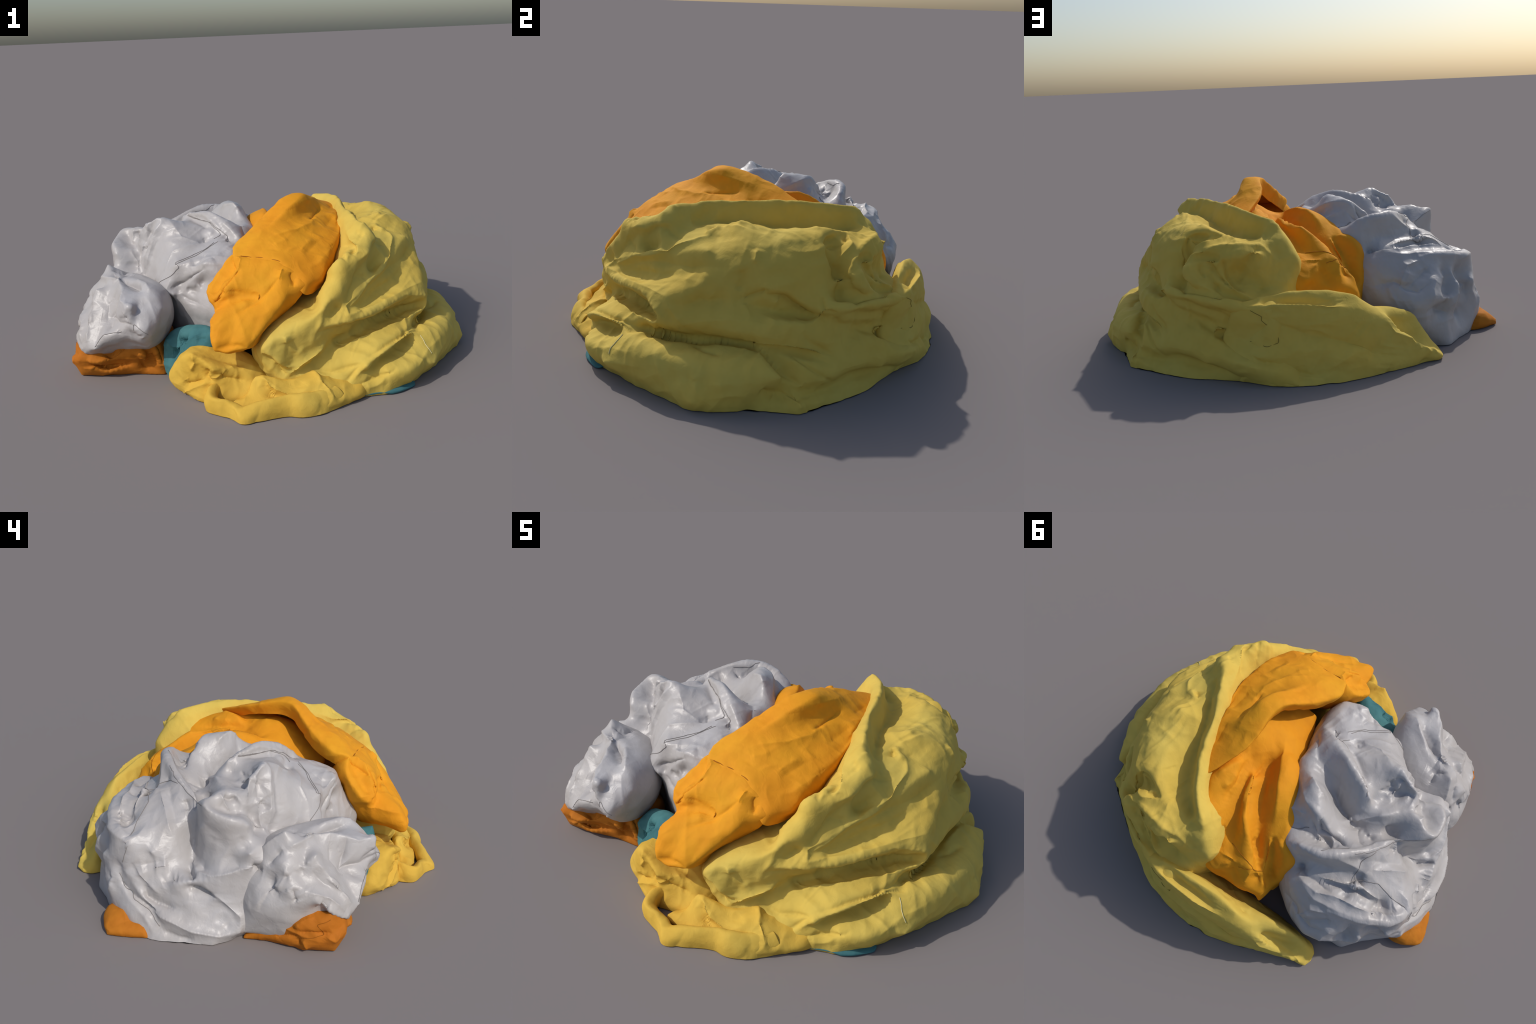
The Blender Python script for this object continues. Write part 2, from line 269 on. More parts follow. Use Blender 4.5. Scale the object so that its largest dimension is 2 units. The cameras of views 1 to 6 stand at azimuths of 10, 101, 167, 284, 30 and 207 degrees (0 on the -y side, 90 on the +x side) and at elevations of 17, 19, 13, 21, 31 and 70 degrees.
HEART["loop"] = (0, 0, 0)
fold("loop", "front foot", (0.44, -0.7, 0), (0.35, -0.79, 0), (0.27, -0.832, 0), (0.203, -0.832, 0), (0.135, -0.86, 0), (0.08, -0.887, 0), (0.027, -0.916, 0), (-0.01, -0.888, 0), (-0.05, -0.865, 0), (-0.09, -0.85, 0), (-0.14, -0.825, 0), (-0.158, -0.79, 0), (-0.16, -0.745, 0))
fold("loop", "front belly", (0.43, -0.71, 0.045), (0.345, -0.78, 0.045), (0.265, -0.828, 0.045), (0.2, -0.83, 0.045), (0.13, -0.858, 0.04), (0.075, -0.885, 0.035), (0.022, -0.908, 0.022), (-0.013, -0.88, 0.03), (-0.05, -0.86, 0.04), (-0.09, -0.852, 0.04), (-0.145, -0.825, 0.04), (-0.162, -0.79, 0.045), (-0.155, -0.745, 0.05))
fold("loop", "top", (0.4, -0.7, 0.075), (0.33, -0.755, 0.075), (0.255, -0.8, 0.08), (0.2, -0.805, 0.078), (0.125, -0.838, 0.07), (0.065, -0.862, 0.06), (0.005, -0.882, 0.045), (-0.03, -0.858, 0.052), (-0.06, -0.845, 0.065), (-0.095, -0.84, 0.065), (-0.13, -0.825, 0.068), (-0.145, -0.78, 0.08), (-0.135, -0.735, 0.09))
fold("loop", "inner edge", (0.38, -0.69, 0.065), (0.32, -0.73, 0.06), (0.25, -0.77, 0.06), (0.19, -0.785, 0.055), (0.12, -0.815, 0.05), (0.065, -0.835, 0.045), (0.015, -0.855, 0.04), (-0.025, -0.835, 0.045), (-0.055, -0.825, 0.045), (-0.085, -0.815, 0.045), (-0.11, -0.8, 0.05), (-0.12, -0.77, 0.06), (-0.115, -0.73, 0.07))
fold("loop", "inner foot", (0.37, -0.68, 0.03), (0.31, -0.72, 0.02), (0.245, -0.765, 0.015), (0.18, -0.785, 0.01), (0.115, -0.82, 0.01), (0.06, -0.84, 0.005), (0.012, -0.86, 0.005), (-0.03, -0.835, 0.005), (-0.06, -0.825, 0.005), (-0.09, -0.82, 0.005), (-0.12, -0.8, 0.005), (-0.13, -0.77, 0.01), (-0.125, -0.735, 0.02))

HEART["white"] = (-0.36, 0.12, 0.16)
fold("white", "ridge B", (-0.06, 0.01, 0.6), (-0.13, 0.06, 0.64), (-0.196, 0.115, 0.69), (-0.25, 0.18, 0.69), (-0.295, 0.234, 0.655), (-0.342, 0.277, 0.612), (-0.403, 0.315, 0.575))
fold("white", "B side", (-0.1, 0.13, 0.59), (-0.184, 0.224, 0.665), (-0.25, 0.28, 0.62), (-0.33, 0.34, 0.575))
fold("white", "ridge C", (-0.08, -0.2, 0.58), (-0.17, -0.135, 0.65), (-0.24, -0.085, 0.69), (-0.281, -0.055, 0.705), (-0.385, 0.02, 0.675), (-0.451, 0.063, 0.655))
fold("white", "saddle BC", (-0.1, -0.06, 0.645), (-0.17, -0.01, 0.635), (-0.22, 0.03, 0.6), (-0.26, 0.07, 0.55), (-0.32, 0.12, 0.515), (-0.38, 0.15, 0.51), (-0.46, 0.17, 0.52), (-0.53, 0.195, 0.505))
fold("white", "seam ridge", (-0.19, 0.4, 0.57), (-0.242, 0.4, 0.607), (-0.33, 0.39, 0.615), (-0.421, 0.364, 0.618), (-0.498, 0.316, 0.598), (-0.576, 0.241, 0.563), (-0.638, 0.145, 0.51))
fold("white", "valley B-seam", (-0.17, 0.3, 0.57), (-0.27, 0.325, 0.565), (-0.36, 0.325, 0.56))
fold("white", "ridge D", (-0.386, 0.17, 0.545), (-0.433, 0.142, 0.553), (-0.494, 0.107, 0.572), (-0.533, 0.09, 0.588), (-0.57, 0.066, 0.595), (-0.6, 0.03, 0.59))
fold("white", "valley D-C", (-0.46, 0.04, 0.6), (-0.5, 0, 0.59))
fold("white", "valley D-seam", (-0.5, 0.2, 0.53), (-0.56, 0.15, 0.52), (-0.62, 0.09, 0.49))
fold("white", "spire back rim", (-0.752, 0.094, 0.574), (-0.73, 0.06, 0.59), (-0.702, 0.032, 0.6), (-0.64, 0.01, 0.595), (-0.6, 0, 0.585))
fold("white", "spire front rim", (-0.752, 0.094, 0.574), (-0.8, 0.065, 0.575), (-0.807, 0.047, 0.565), (-0.807, -0.018, 0.545), (-0.795, -0.065, 0.538), (-0.769, -0.1, 0.525), (-0.762, -0.128, 0.494))
fold("white", "spire bowl", (-0.745, 0.03, 0.545), (-0.72, -0.02, 0.515), (-0.69, -0.05, 0.5))
fold("white", "spire front wall", (-0.8, 0.06, 0.5), (-0.81, 0, 0.44), (-0.815, -0.07, 0.36), (-0.82, -0.1, 0.325))
fold("white", "spire front wall2", (-0.785, 0.085, 0.46), (-0.79, 0.07, 0.36), (-0.8, 0.06, 0.28))
fold("white", "spire right", (-0.79, -0.1, 0.44), (-0.8, -0.13, 0.38), (-0.835, -0.147, 0.4))
fold("white", "spire cavity", (-0.69, 0.13, 0.5), (-0.69, 0.135, 0.42), (-0.7, 0.14, 0.34), (-0.74, 0.125, 0.275))
fold("white", "ridge E", (-0.5, -0.115, 0.685), (-0.53, -0.11, 0.676), (-0.566, -0.088, 0.66), (-0.61, -0.08, 0.63), (-0.65, -0.07, 0.58), (-0.67, -0.07, 0.52))
fold("white", "E top", (-0.5, -0.115, 0.685), (-0.45, -0.09, 0.665), (-0.4, -0.08, 0.655), (-0.33, -0.11, 0.645), (-0.25, -0.15, 0.62))
fold("white", "E pocket", (-0.55, -0.04, 0.59), (-0.6, -0.03, 0.53))
fold("white", "E behind", (-0.42, -0.03, 0.645), (-0.47, -0.05, 0.64), (-0.52, -0.07, 0.64))
fold("white", "seam b", (-0.438, 0.057, 0.659), (-0.354, -0.019, 0.655), (-0.26, -0.089, 0.65), (-0.185, -0.157, 0.607), (-0.165, -0.175, 0.575))
fold("white", "seam c", (-0.165, -0.19, 0.6), (-0.21, -0.222, 0.59), (-0.248, -0.266, 0.57), (-0.316, -0.308, 0.538), (-0.384, -0.357, 0.513), (-0.43, -0.35, 0.46), (-0.483, -0.341, 0.404))
fold("white", "dent", (-0.25, -0.17, 0.59), (-0.278, -0.178, 0.577), (-0.3, -0.19, 0.572), (-0.24, -0.2, 0.588))
fold("white", "face", (-0.5, -0.16, 0.635), (-0.505, -0.21, 0.56), (-0.51, -0.26, 0.475), (-0.51, -0.29, 0.4))
fold("white", "face b", (-0.42, -0.16, 0.645), (-0.42, -0.24, 0.58), (-0.44, -0.29, 0.515))
fold("white", "face edge", (-0.56, -0.11, 0.62), (-0.59, -0.14, 0.555), (-0.6, -0.16, 0.48), (-0.6, -0.18, 0.4))
fold("white", "hole", (-0.64, -0.091, 0.49), (-0.66, -0.12, 0.42))
fold("white", "roll crest", (-0.12, -0.31, 0.57), (-0.18, -0.33, 0.56), (-0.252, -0.345, 0.543), (-0.33, -0.37, 0.49), (-0.38, -0.385, 0.42), (-0.4, -0.39, 0.39))
fold("white", "roll hollow", (-0.37, -0.375, 0.39), (-0.33, -0.395, 0.41), (-0.26, -0.405, 0.43))
fold("white", "nose", (-0.462, -0.38, 0.389), (-0.43, -0.395, 0.375), (-0.394, -0.399, 0.372))
fold("white", "hang top", (-0.4, -0.38, 0.355), (-0.36, -0.39, 0.375), (-0.3, -0.395, 0.4), (-0.242, -0.386, 0.438))
fold("white", "hang left", (-0.41, -0.355, 0.345), (-0.355, -0.385, 0.29), (-0.285, -0.425, 0.224), (-0.24, -0.43, 0.18))
fold("white", "hang mid", (-0.32, -0.42, 0.34), (-0.27, -0.445, 0.29), (-0.2, -0.46, 0.26))
fold("white", "hang right", (-0.13, -0.44, 0.44), (-0.09, -0.47, 0.38), (-0.07, -0.5, 0.3), (-0.1, -0.5, 0.22))
fold("white", "under hang", (-0.42, -0.32, 0.25), (-0.35, -0.36, 0.15), (-0.25, -0.38, 0.08), (-0.35, -0.3, 0))
fold("white", "gap front", (-0.48, -0.3, 0.33), (-0.46, -0.28, 0.2), (-0.48, -0.25, 0))
fold("white", "low crest", (-0.3, 0.49, 0.47), (-0.336, 0.52, 0.475), (-0.42, 0.552, 0.458), (-0.53, 0.565, 0.447), (-0.64, 0.55, 0.437), (-0.72, 0.51, 0.432), (-0.8, 0.455, 0.412), (-0.844, 0.39, 0.383), (-0.86, 0.385, 0.35))
fold("white", "low crest valley", (-0.3, 0.45, 0.45), (-0.37, 0.475, 0.43), (-0.48, 0.49, 0.41), (-0.6, 0.475, 0.4))
fold("white", "slope", (-0.33, 0.425, 0.52), (-0.45, 0.41, 0.51), (-0.55, 0.385, 0.505))
fold("white", "seam line", (-0.528, 0.318, 0.555), (-0.56, 0.345, 0.535), (-0.602, 0.379, 0.518), (-0.66, 0.39, 0.482), (-0.73, 0.391, 0.445), (-0.79, 0.395, 0.405), (-0.854, 0.39, 0.357))
fold("white", "hollow shoulder", (-0.7, 0.455, 0.415), (-0.745, 0.43, 0.4), (-0.78, 0.42, 0.385))
fold("white", "face -x upper", (-0.62, 0.3, 0.52), (-0.7, 0.31, 0.47), (-0.78, 0.3, 0.41), (-0.84, 0.29, 0.34))
fold("white", "face dark edge", (-0.65, 0.2, 0.5), (-0.72, 0.21, 0.44), (-0.76, 0.2, 0.37), (-0.8, 0.19, 0.3))
fold("white", "back lobe", (-0.27, 0.545, 0.42), (-0.33, 0.6, 0.38), (-0.42, 0.64, 0.36), (-0.53, 0.65, 0.35), (-0.62, 0.63, 0.34))
fold("white", "back lobe low", (-0.27, 0.58, 0.33), (-0.34, 0.65, 0.29), (-0.43, 0.7, 0.26), (-0.5, 0.705, 0.25), (-0.58, 0.68, 0.25), (-0.64, 0.645, 0.24))
fold("white", "back lower", (-0.33, 0.62, 0.12), (-0.42, 0.68, 0.11), (-0.54, 0.66, 0.1), (-0.62, 0.64, 0.1))
fold("white", "back foot", (-0.3, 0.5, 0), (-0.45, 0.58, 0), (-0.55, 0.63, 0), (-0.63, 0.65, 0), (-0.7, 0.585, 0), (-0.8, 0.51, 0), (-0.87, 0.455, 0))
fold("white", "knot valley", (-0.619, 0.574, 0.356), (-0.619, 0.597, 0.3), (-0.606, 0.623, 0.228), (-0.567, 0.635, 0.18))
fold("white", "knot ridge2", (-0.661, 0.579, 0.36), (-0.683, 0.608, 0.288), (-0.674, 0.627, 0.221), (-0.631, 0.632, 0.179))
fold("white", "knot valley2", (-0.716, 0.51, 0.329), (-0.754, 0.529, 0.259), (-0.74, 0.538, 0.177), (-0.701, 0.535, 0.123))
fold("white", "side edge", (-0.843, 0.471, 0.306), (-0.843, 0.47, 0.256), (-0.879, 0.474, 0.182), (-0.88, 0.473, 0.141), (-0.872, 0.47, 0.105))
fold("white", "hem fold", (-0.797, 0.533, 0.285), (-0.879, 0.442, 0.164), (-0.944, 0.34, 0.074), (-0.964, 0.269, 0.029), (-0.977, 0.23, -0.001))
fold("white", "hem valley", (-0.848, 0.429, 0.259), (-0.876, 0.4, 0.206), (-0.904, 0.33, 0.142), (-0.914, 0.267, 0.118), (-0.943, 0.209, 0.06))
fold("white", "hem ridge 2", (-0.864, 0.413, 0.268), (-0.896, 0.344, 0.198), (-0.931, 0.249, 0.12), (-0.949, 0.093, 0.064), (-0.924, -0.046, 0.041), (-0.9, -0.127, 0.053))
fold("white", "side valley", (-0.878, 0.297, 0.193), (-0.895, 0.269, 0.163), (-0.906, 0.195, 0.138), (-0.913, 0.12, 0.123))
fold("white", "side belly", (-0.885, 0.208, 0.206), (-0.905, 0.108, 0.162), (-0.895, 0, 0.126), (-0.897, -0.074, 0.079))
fold("white", "side crease", (-0.877, 0.227, 0.223), (-0.861, 0.181, 0.248), (-0.845, 0.106, 0.261))
fold("white", "side ridge", (-0.886, 0.177, 0.249), (-0.875, 0.08, 0.262), (-0.866, -0.009, 0.272), (-0.843, -0.092, 0.3), (-0.819, -0.157, 0.341))
fold("white", "side crease 2", (-0.87, 0.103, 0.222), (-0.871, 0.042, 0.209), (-0.872, -0.012, 0.197))
fold("white", "side left face", (-0.83, 0.3, 0.33), (-0.85, 0.26, 0.28), (-0.84, 0.2, 0.26))
fold("white", "side valley 3", (-0.85, -0.135, 0.163), (-0.799, -0.206, 0.274), (-0.767, -0.231, 0.356))
fold("white", "foot", (-0.982, 0.24, 0), (-0.965, 0.1, 0), (-0.944, -0.024, 0), (-0.9, -0.08, 0), (-0.848, -0.111, 0), (-0.8, -0.2, 0), (-0.6, -0.25, 0))
fold("white", "join right", (-0.8, -0.17, 0.4), (-0.75, -0.2, 0.42), (-0.7, -0.2, 0.4))
fold("white", "inner", (-0.06, -0.05, 0.52), (-0.05, 0.1, 0.5), (-0.08, 0.25, 0.48), (-0.13, 0.36, 0.45), (-0.15, 0.1, 0.3), (-0.15, 0.3, 0.2), (-0.15, 0, 0), (-0.15, 0.35, 0), (-0.03, -0.2, 0.45), (-0.03, -0.3, 0.45), (-0.08, -0.35, 0.3), (-0.15, -0.3, 0.1))
fold("white", "right top", (-0.081, -0.345, 0.53), (-0.105, -0.385, 0.54), (-0.14, -0.4, 0.53), (-0.178, -0.42, 0.515), (-0.25, -0.42, 0.5))
fold("white", "B wall", (-0.2, 0.085, 0.62), (-0.255, 0.135, 0.585), (-0.31, 0.175, 0.555))
fold("white", "roll front", (-0.3, -0.405, 0.475), (-0.24, -0.415, 0.485), (-0.18, -0.425, 0.49))

HEART["cuff"] = (-0.6, -0.4, 0.24)
fold("cuff", "tab ridge", (-0.8, -0.14, 0.31), (-0.775, -0.21, 0.41), (-0.754, -0.275, 0.485))
fold("cuff", "top", (-0.754, -0.275, 0.485), (-0.7, -0.275, 0.458), (-0.64, -0.295, 0.445), (-0.57, -0.355, 0.445), (-0.51, -0.44, 0.45), (-0.471, -0.517, 0.452))
fold("cuff", "front crest", (-0.7, -0.35, 0.44), (-0.65, -0.41, 0.443), (-0.613, -0.483, 0.435), (-0.605, -0.563, 0.385), (-0.597, -0.6, 0.345), (-0.6, -0.61, 0.27))
fold("cuff", "left crest", (-0.74, -0.36, 0.41), (-0.78, -0.375, 0.37), (-0.825, -0.36, 0.325), (-0.868, -0.442, 0.246), (-0.865, -0.5, 0.19), (-0.83, -0.555, 0.15), (-0.797, -0.575, 0.135))
fold("cuff", "left side", (-0.84, -0.25, 0.29), (-0.87, -0.28, 0.25))
fold("cuff", "lobe crease", (-0.637, -0.492, 0.378), (-0.65, -0.528, 0.322), (-0.65, -0.556, 0.268))
fold("cuff", "V notch", (-0.6, -0.43, 0.435), (-0.55, -0.47, 0.43), (-0.51, -0.51, 0.43))
fold("cuff", "V ridge", (-0.6, -0.38, 0.448), (-0.55, -0.43, 0.45), (-0.51, -0.47, 0.452), (-0.471, -0.517, 0.452), (-0.43, -0.54, 0.42), (-0.4, -0.557, 0.369))
fold("cuff", "right face", (-0.4, -0.557, 0.369), (-0.41, -0.6, 0.31), (-0.43, -0.637, 0.262))
fold("cuff", "right edge", (-0.4, -0.46, 0.38), (-0.4, -0.557, 0.369), (-0.41, -0.58, 0.29), (-0.45, -0.57, 0.2))
fold("cuff", "front face", (-0.5, -0.55, 0.42), (-0.51, -0.62, 0.36), (-0.5, -0.66, 0.3), (-0.47, -0.66, 0.26))
fold("cuff", "front bottom", (-0.812, -0.569, 0.148), (-0.731, -0.61, 0.178), (-0.68, -0.611, 0.254), (-0.582, -0.623, 0.274), (-0.523, -0.631, 0.279), (-0.468, -0.643, 0.251), (-0.447, -0.643, 0.254))
fold("cuff", "under front", (-0.75, -0.54, 0.11), (-0.68, -0.57, 0.17), (-0.58, -0.58, 0.2), (-0.48, -0.57, 0.18))
fold("cuff", "low corner", (-0.728, -0.61, 0.175), (-0.72, -0.575, 0.22), (-0.7, -0.53, 0.28))
fold("cuff", "fold bump", (-0.864, -0.397, 0.28), (-0.838, -0.471, 0.245), (-0.816, -0.539, 0.201), (-0.81, -0.576, 0.16))
fold("cuff", "side bottom", (-0.796, -0.572, 0.136), (-0.818, -0.522, 0.155), (-0.837, -0.455, 0.215), (-0.86, -0.408, 0.184), (-0.895, -0.326, 0.144), (-0.883, -0.232, 0.098), (-0.871, -0.129, 0.035))
fold("cuff", "side dent", (-0.889, -0.366, 0.246), (-0.866, -0.334, 0.305), (-0.836, -0.29, 0.379))
fold("cuff", "side face", (-0.904, -0.206, 0.207), (-0.869, -0.266, 0.296), (-0.828, -0.342, 0.344), (-0.772, -0.416, 0.404))
fold("cuff", "right notch", (-0.52, -0.63, 0.4), (-0.53, -0.65, 0.33))
fold("cuff", "under", (-0.85, -0.3, 0.02), (-0.8, -0.45, 0.08), (-0.65, -0.45, 0.1), (-0.5, -0.45, 0.12), (-0.65, -0.3, 0.05), (-0.5, -0.3, 0.2))
fold("cuff", "left lobe top", (-0.7, -0.42, 0.4), (-0.74, -0.46, 0.345), (-0.77, -0.49, 0.3))

HEART["sheet"] = (0, 0, 0)
fold("sheet", "turned under", (0.3, 0.3, 0.62), (0.24, 0.2, 0.65), (0.17, 0.09, 0.69), (0.14, -0.04, 0.71), (0.115, -0.12, 0.7), (0.065, -0.18, 0.655), (0.005, -0.24, 0.61), (-0.045, -0.31, 0.57), (-0.065, -0.37, 0.55), (-0.06, -0.46, 0.51))
fold("sheet", "edge", (0.3, 0.33, 0.66), (0.218, 0.215, 0.706), (0.156, 0.094, 0.749), (0.134, -0.042, 0.783), (0.1, -0.123, 0.783), (0.05, -0.18, 0.74), (-0.005, -0.242, 0.692), (-0.05, -0.31, 0.65), (-0.09, -0.37, 0.62), (-0.085, -0.44, 0.6), (-0.07, -0.48, 0.55))
fold("sheet", "crest", (0.33, 0.25, 0.67), (0.29, 0.15, 0.7), (0.23, 0, 0.765), (0.2, -0.11, 0.792), (0.14, -0.2, 0.755), (0.06, -0.29, 0.7), (0, -0.38, 0.655), (-0.03, -0.458, 0.6), (-0.03, -0.5, 0.55))
fold("sheet", "tuck crease", (0.345, 0.15, 0.67), (0.31, 0.05, 0.7), (0.27, -0.04, 0.71), (0.225, -0.12, 0.715), (0.17, -0.22, 0.708), (0.1, -0.32, 0.685), (0.06, -0.4, 0.645), (0.057, -0.47, 0.6), (0.055, -0.515, 0.55))
fold("sheet", "tuck ridge", (0.36, 0.05, 0.675), (0.353, -0.002, 0.68), (0.3, -0.06, 0.685), (0.26, -0.16, 0.685), (0.21, -0.27, 0.675), (0.16, -0.37, 0.648), (0.147, -0.49, 0.587), (0.145, -0.53, 0.535))
fold("sheet", "face right", (0.37, -0.05, 0.655), (0.365, -0.13, 0.64), (0.345, -0.22, 0.635), (0.31, -0.32, 0.618), (0.25, -0.43, 0.59), (0.205, -0.508, 0.558), (0.195, -0.545, 0.51))
fold("sheet", "right edge", (0.385, -0.1, 0.63), (0.385, -0.2, 0.61), (0.37, -0.3, 0.585), (0.345, -0.4, 0.555), (0.32, -0.475, 0.51), (0.274, -0.54, 0.496), (0.25, -0.56, 0.45))
fold("sheet", "tucked right", (0.38, -0.12, 0.55), (0.37, -0.25, 0.5), (0.33, -0.4, 0.45), (0.28, -0.5, 0.43))

HEART["sleeve"] = (0.07, -0.43, 0.36)
fold("sleeve", "upper seam", (-0.075, -0.445, 0.592), (-0.035, -0.46, 0.59), (0.057, -0.475, 0.592), (0.146, -0.497, 0.578), (0.203, -0.514, 0.551), (0.268, -0.545, 0.49))
fold("sleeve", "right contour", (0.215, -0.525, 0.54), (0.205, -0.56, 0.51), (0.19, -0.58, 0.48), (0.176, -0.621, 0.434), (0.12, -0.68, 0.365), (0.09, -0.71, 0.33), (0.034, -0.757, 0.275))
fold("sleeve", "ridge", (0.154, -0.523, 0.56), (0.15, -0.56, 0.53), (0.12, -0.62, 0.465), (0.07, -0.69, 0.385), (0.034, -0.757, 0.29))
fold("sleeve", "crease", (0.115, -0.53, 0.55), (0.08, -0.58, 0.5), (0.03, -0.635, 0.44), (-0.03, -0.68, 0.4), (-0.1, -0.71, 0.375))
fold("sleeve", "top", (0.06, -0.5, 0.578), (0.03, -0.56, 0.53), (-0.02, -0.6, 0.47), (-0.05, -0.63, 0.43))
fold("sleeve", "lower face", (-0.02, -0.7, 0.385), (-0.04, -0.74, 0.335), (-0.06, -0.765, 0.27))
fold("sleeve", "knob ridge", (-0.044, -0.495, 0.565), (-0.06, -0.52, 0.548), (-0.078, -0.571, 0.522), (-0.105, -0.597, 0.485), (-0.15, -0.595, 0.42))
fold("sleeve", "knob left", (-0.088, -0.449, 0.6), (-0.142, -0.445, 0.534), (-0.172, -0.465, 0.496), (-0.189, -0.515, 0.448), (-0.177, -0.565, 0.41))
fold("sleeve", "knob groove", (-0.087, -0.485, 0.526), (-0.115, -0.522, 0.489), (-0.139, -0.555, 0.444))
fold("sleeve", "under knob", (-0.17, -0.5, 0.4), (-0.15, -0.56, 0.375), (-0.13, -0.6, 0.37))
fold("sleeve", "notch", (-0.1, -0.615, 0.42), (-0.125, -0.595, 0.385), (-0.135, -0.65, 0.365))
fold("sleeve", "edge in", (-0.135, -0.66, 0.37), (-0.142, -0.742, 0.318))
fold("sleeve", "tip", (-0.142, -0.742, 0.318), (-0.13, -0.755, 0.256), (-0.07, -0.768, 0.245), (-0.03, -0.772, 0.262), (0.034, -0.757, 0.268))
fold("sleeve", "tip under", (-0.12, -0.73, 0.245), (-0.05, -0.73, 0.235), (0.02, -0.72, 0.25))
fold("sleeve", "underside", (-0.12, -0.66, 0.275), (-0.05, -0.66, 0.25), (0.05, -0.64, 0.28), (0.13, -0.62, 0.35), (0.19, -0.57, 0.42))
fold("sleeve", "hidden", (-0.1, -0.43, 0.45), (-0.1, -0.45, 0.36), (0, -0.45, 0.25), (0.1, -0.45, 0.3), (0.2, -0.45, 0.42), (0.1, -0.38, 0.48), (0, -0.38, 0.52), (-0.06, -0.39, 0.56))

HEART["inside"] = (0.06, 0.25, 0.22)
fold("inside", "ridge 1", (0.1, 0.2, 0.63), (0.075, 0.3, 0.62), (0.04, 0.405, 0.605), (-0.012, 0.467, 0.555), (-0.06, 0.54, 0.5), (-0.091, 0.574, 0.475))
fold("inside", "ridge 2", (-0.005, 0, 0.58), (-0.005, 0.04, 0.62), (-0.01, 0.08, 0.635), (-0.02, 0.13, 0.645), (-0.046, 0.22, 0.64), (-0.07, 0.31, 0.6), (-0.09, 0.37, 0.565), (-0.11, 0.428, 0.537), (-0.135, 0.507, 0.47), (-0.15, 0.58, 0.4), (-0.165, 0.64, 0.32), (-0.17, 0.67, 0.22))
fold("inside", "valley 12", (0.06, 0.111, 0.572), (0.037, 0.204, 0.57), (0.014, 0.296, 0.556), (-0.023, 0.388, 0.523), (-0.064, 0.462, 0.469), (-0.098, 0.538, 0.424))
fold("inside", "ridge 0", (0.2, 0.12, 0.66), (0.17, 0.22, 0.645), (0.15, 0.32, 0.615), (0.13, 0.42, 0.565), (0.1, 0.5, 0.51))
fold("inside", "valley 01", (0.145, 0.127, 0.607), (0.121, 0.222, 0.595), (0.097, 0.315, 0.576), (0.069, 0.409, 0.543), (0.051, 0.484, 0.501))
fold("inside", "valley rim", (0.345, 0, 0.65), (0.33, 0.12, 0.652), (0.305, 0.24, 0.655), (0.265, 0.34, 0.64), (0.2, 0.45, 0.61), (0.14, 0.53, 0.56))
fold("inside", "fold tip", (0.1, 0.55, 0.5), (0.05, 0.565, 0.48), (-0.002, 0.583, 0.461), (0.02, 0.62, 0.43), (0.08, 0.65, 0.4))
fold("inside", "below tip", (0, 0.6, 0.42), (-0.03, 0.62, 0.38), (0.05, 0.64, 0.37))
fold("inside", "star down", (-0.091, 0.574, 0.475), (-0.08, 0.625, 0.42), (-0.06, 0.66, 0.36))
fold("inside", "star right", (-0.091, 0.574, 0.475), (-0.11, 0.575, 0.43), (-0.13, 0.57, 0.36))
fold("inside", "tuft", (-0.154, 0.4, 0.55), (-0.154, 0.43, 0.549), (-0.18, 0.45, 0.535), (-0.208, 0.468, 0.524), (-0.21, 0.5, 0.48))
fold("inside", "tuft low", (-0.2, 0.52, 0.44), (-0.21, 0.54, 0.38), (-0.21, 0.56, 0.3), (-0.2, 0.58, 0.2))
fold("inside", "tuft valley", (-0.121, 0.412, 0.519), (-0.144, 0.469, 0.467), (-0.159, 0.507, 0.401), (-0.168, 0.535, 0.334))
fold("inside", "low", (-0.17, 0.58, 0.2), (-0.05, 0.64, 0.25), (0.1, 0.65, 0.3), (0.2, 0.6, 0.3), (-0.2, 0.5, 0.1), (0, 0.6, 0))
fold("inside", "collar in cavity", (0.17, 0.03, 0.675), (0.158, -0.036, 0.664), (0.147, -0.093, 0.637), (0.126, -0.144, 0.589), (0.077, -0.185, 0.564), (0.059, -0.225, 0.525), (0.03, -0.257, 0.502), (-0.01, -0.29, 0.45))
fold("inside", "cavity back", (0.11, -0.02, 0.63), (0.061, -0.09, 0.6), (0.04, -0.135, 0.56), (0.02, -0.18, 0.52))
fold("inside", "hidden", (0.35, 0.2, 0.45), (0.3, 0, 0.4), (0.3, 0.4, 0.4), (0, -0.1, 0.3), (-0.15, 0.2, 0.3), (-0.15, 0.3, 0.1), (0.2, 0.2, 0))
fold("inside", "lining under sheet", (0.28, -0.02, 0.655), (0.25, -0.1, 0.65), (0.22, -0.18, 0.62), (0.15, -0.26, 0.57), (0.08, -0.31, 0.52))

HEART["corner"] = (-0.9, 0.36, 0.03)
fold("corner", "edge", (-0.998, 0.44, 0.02), (-0.998, 0.435, 0), (-0.985, 0.33, 0), (-0.97, 0.26, 0))
fold("corner", "top", (-0.998, 0.44, 0.028), (-0.985, 0.41, 0.04), (-0.95, 0.36, 0.06), (-0.9, 0.3, 0.08))
fold("corner", "side", (-0.999, 0.44, 0.028), (-0.95, 0.46, 0.055), (-0.905, 0.45, 0.09), (-0.85, 0.42, 0.1))
fold("corner", "back edge", (-0.998, 0.44, 0), (-0.93, 0.465, 0), (-0.84, 0.489, 0), (-0.8, 0.47, 0))
fold("corner", "in", (-0.85, 0.3, 0.05), (-0.85, 0.3, 0), (-0.8, 0.4, 0.05))

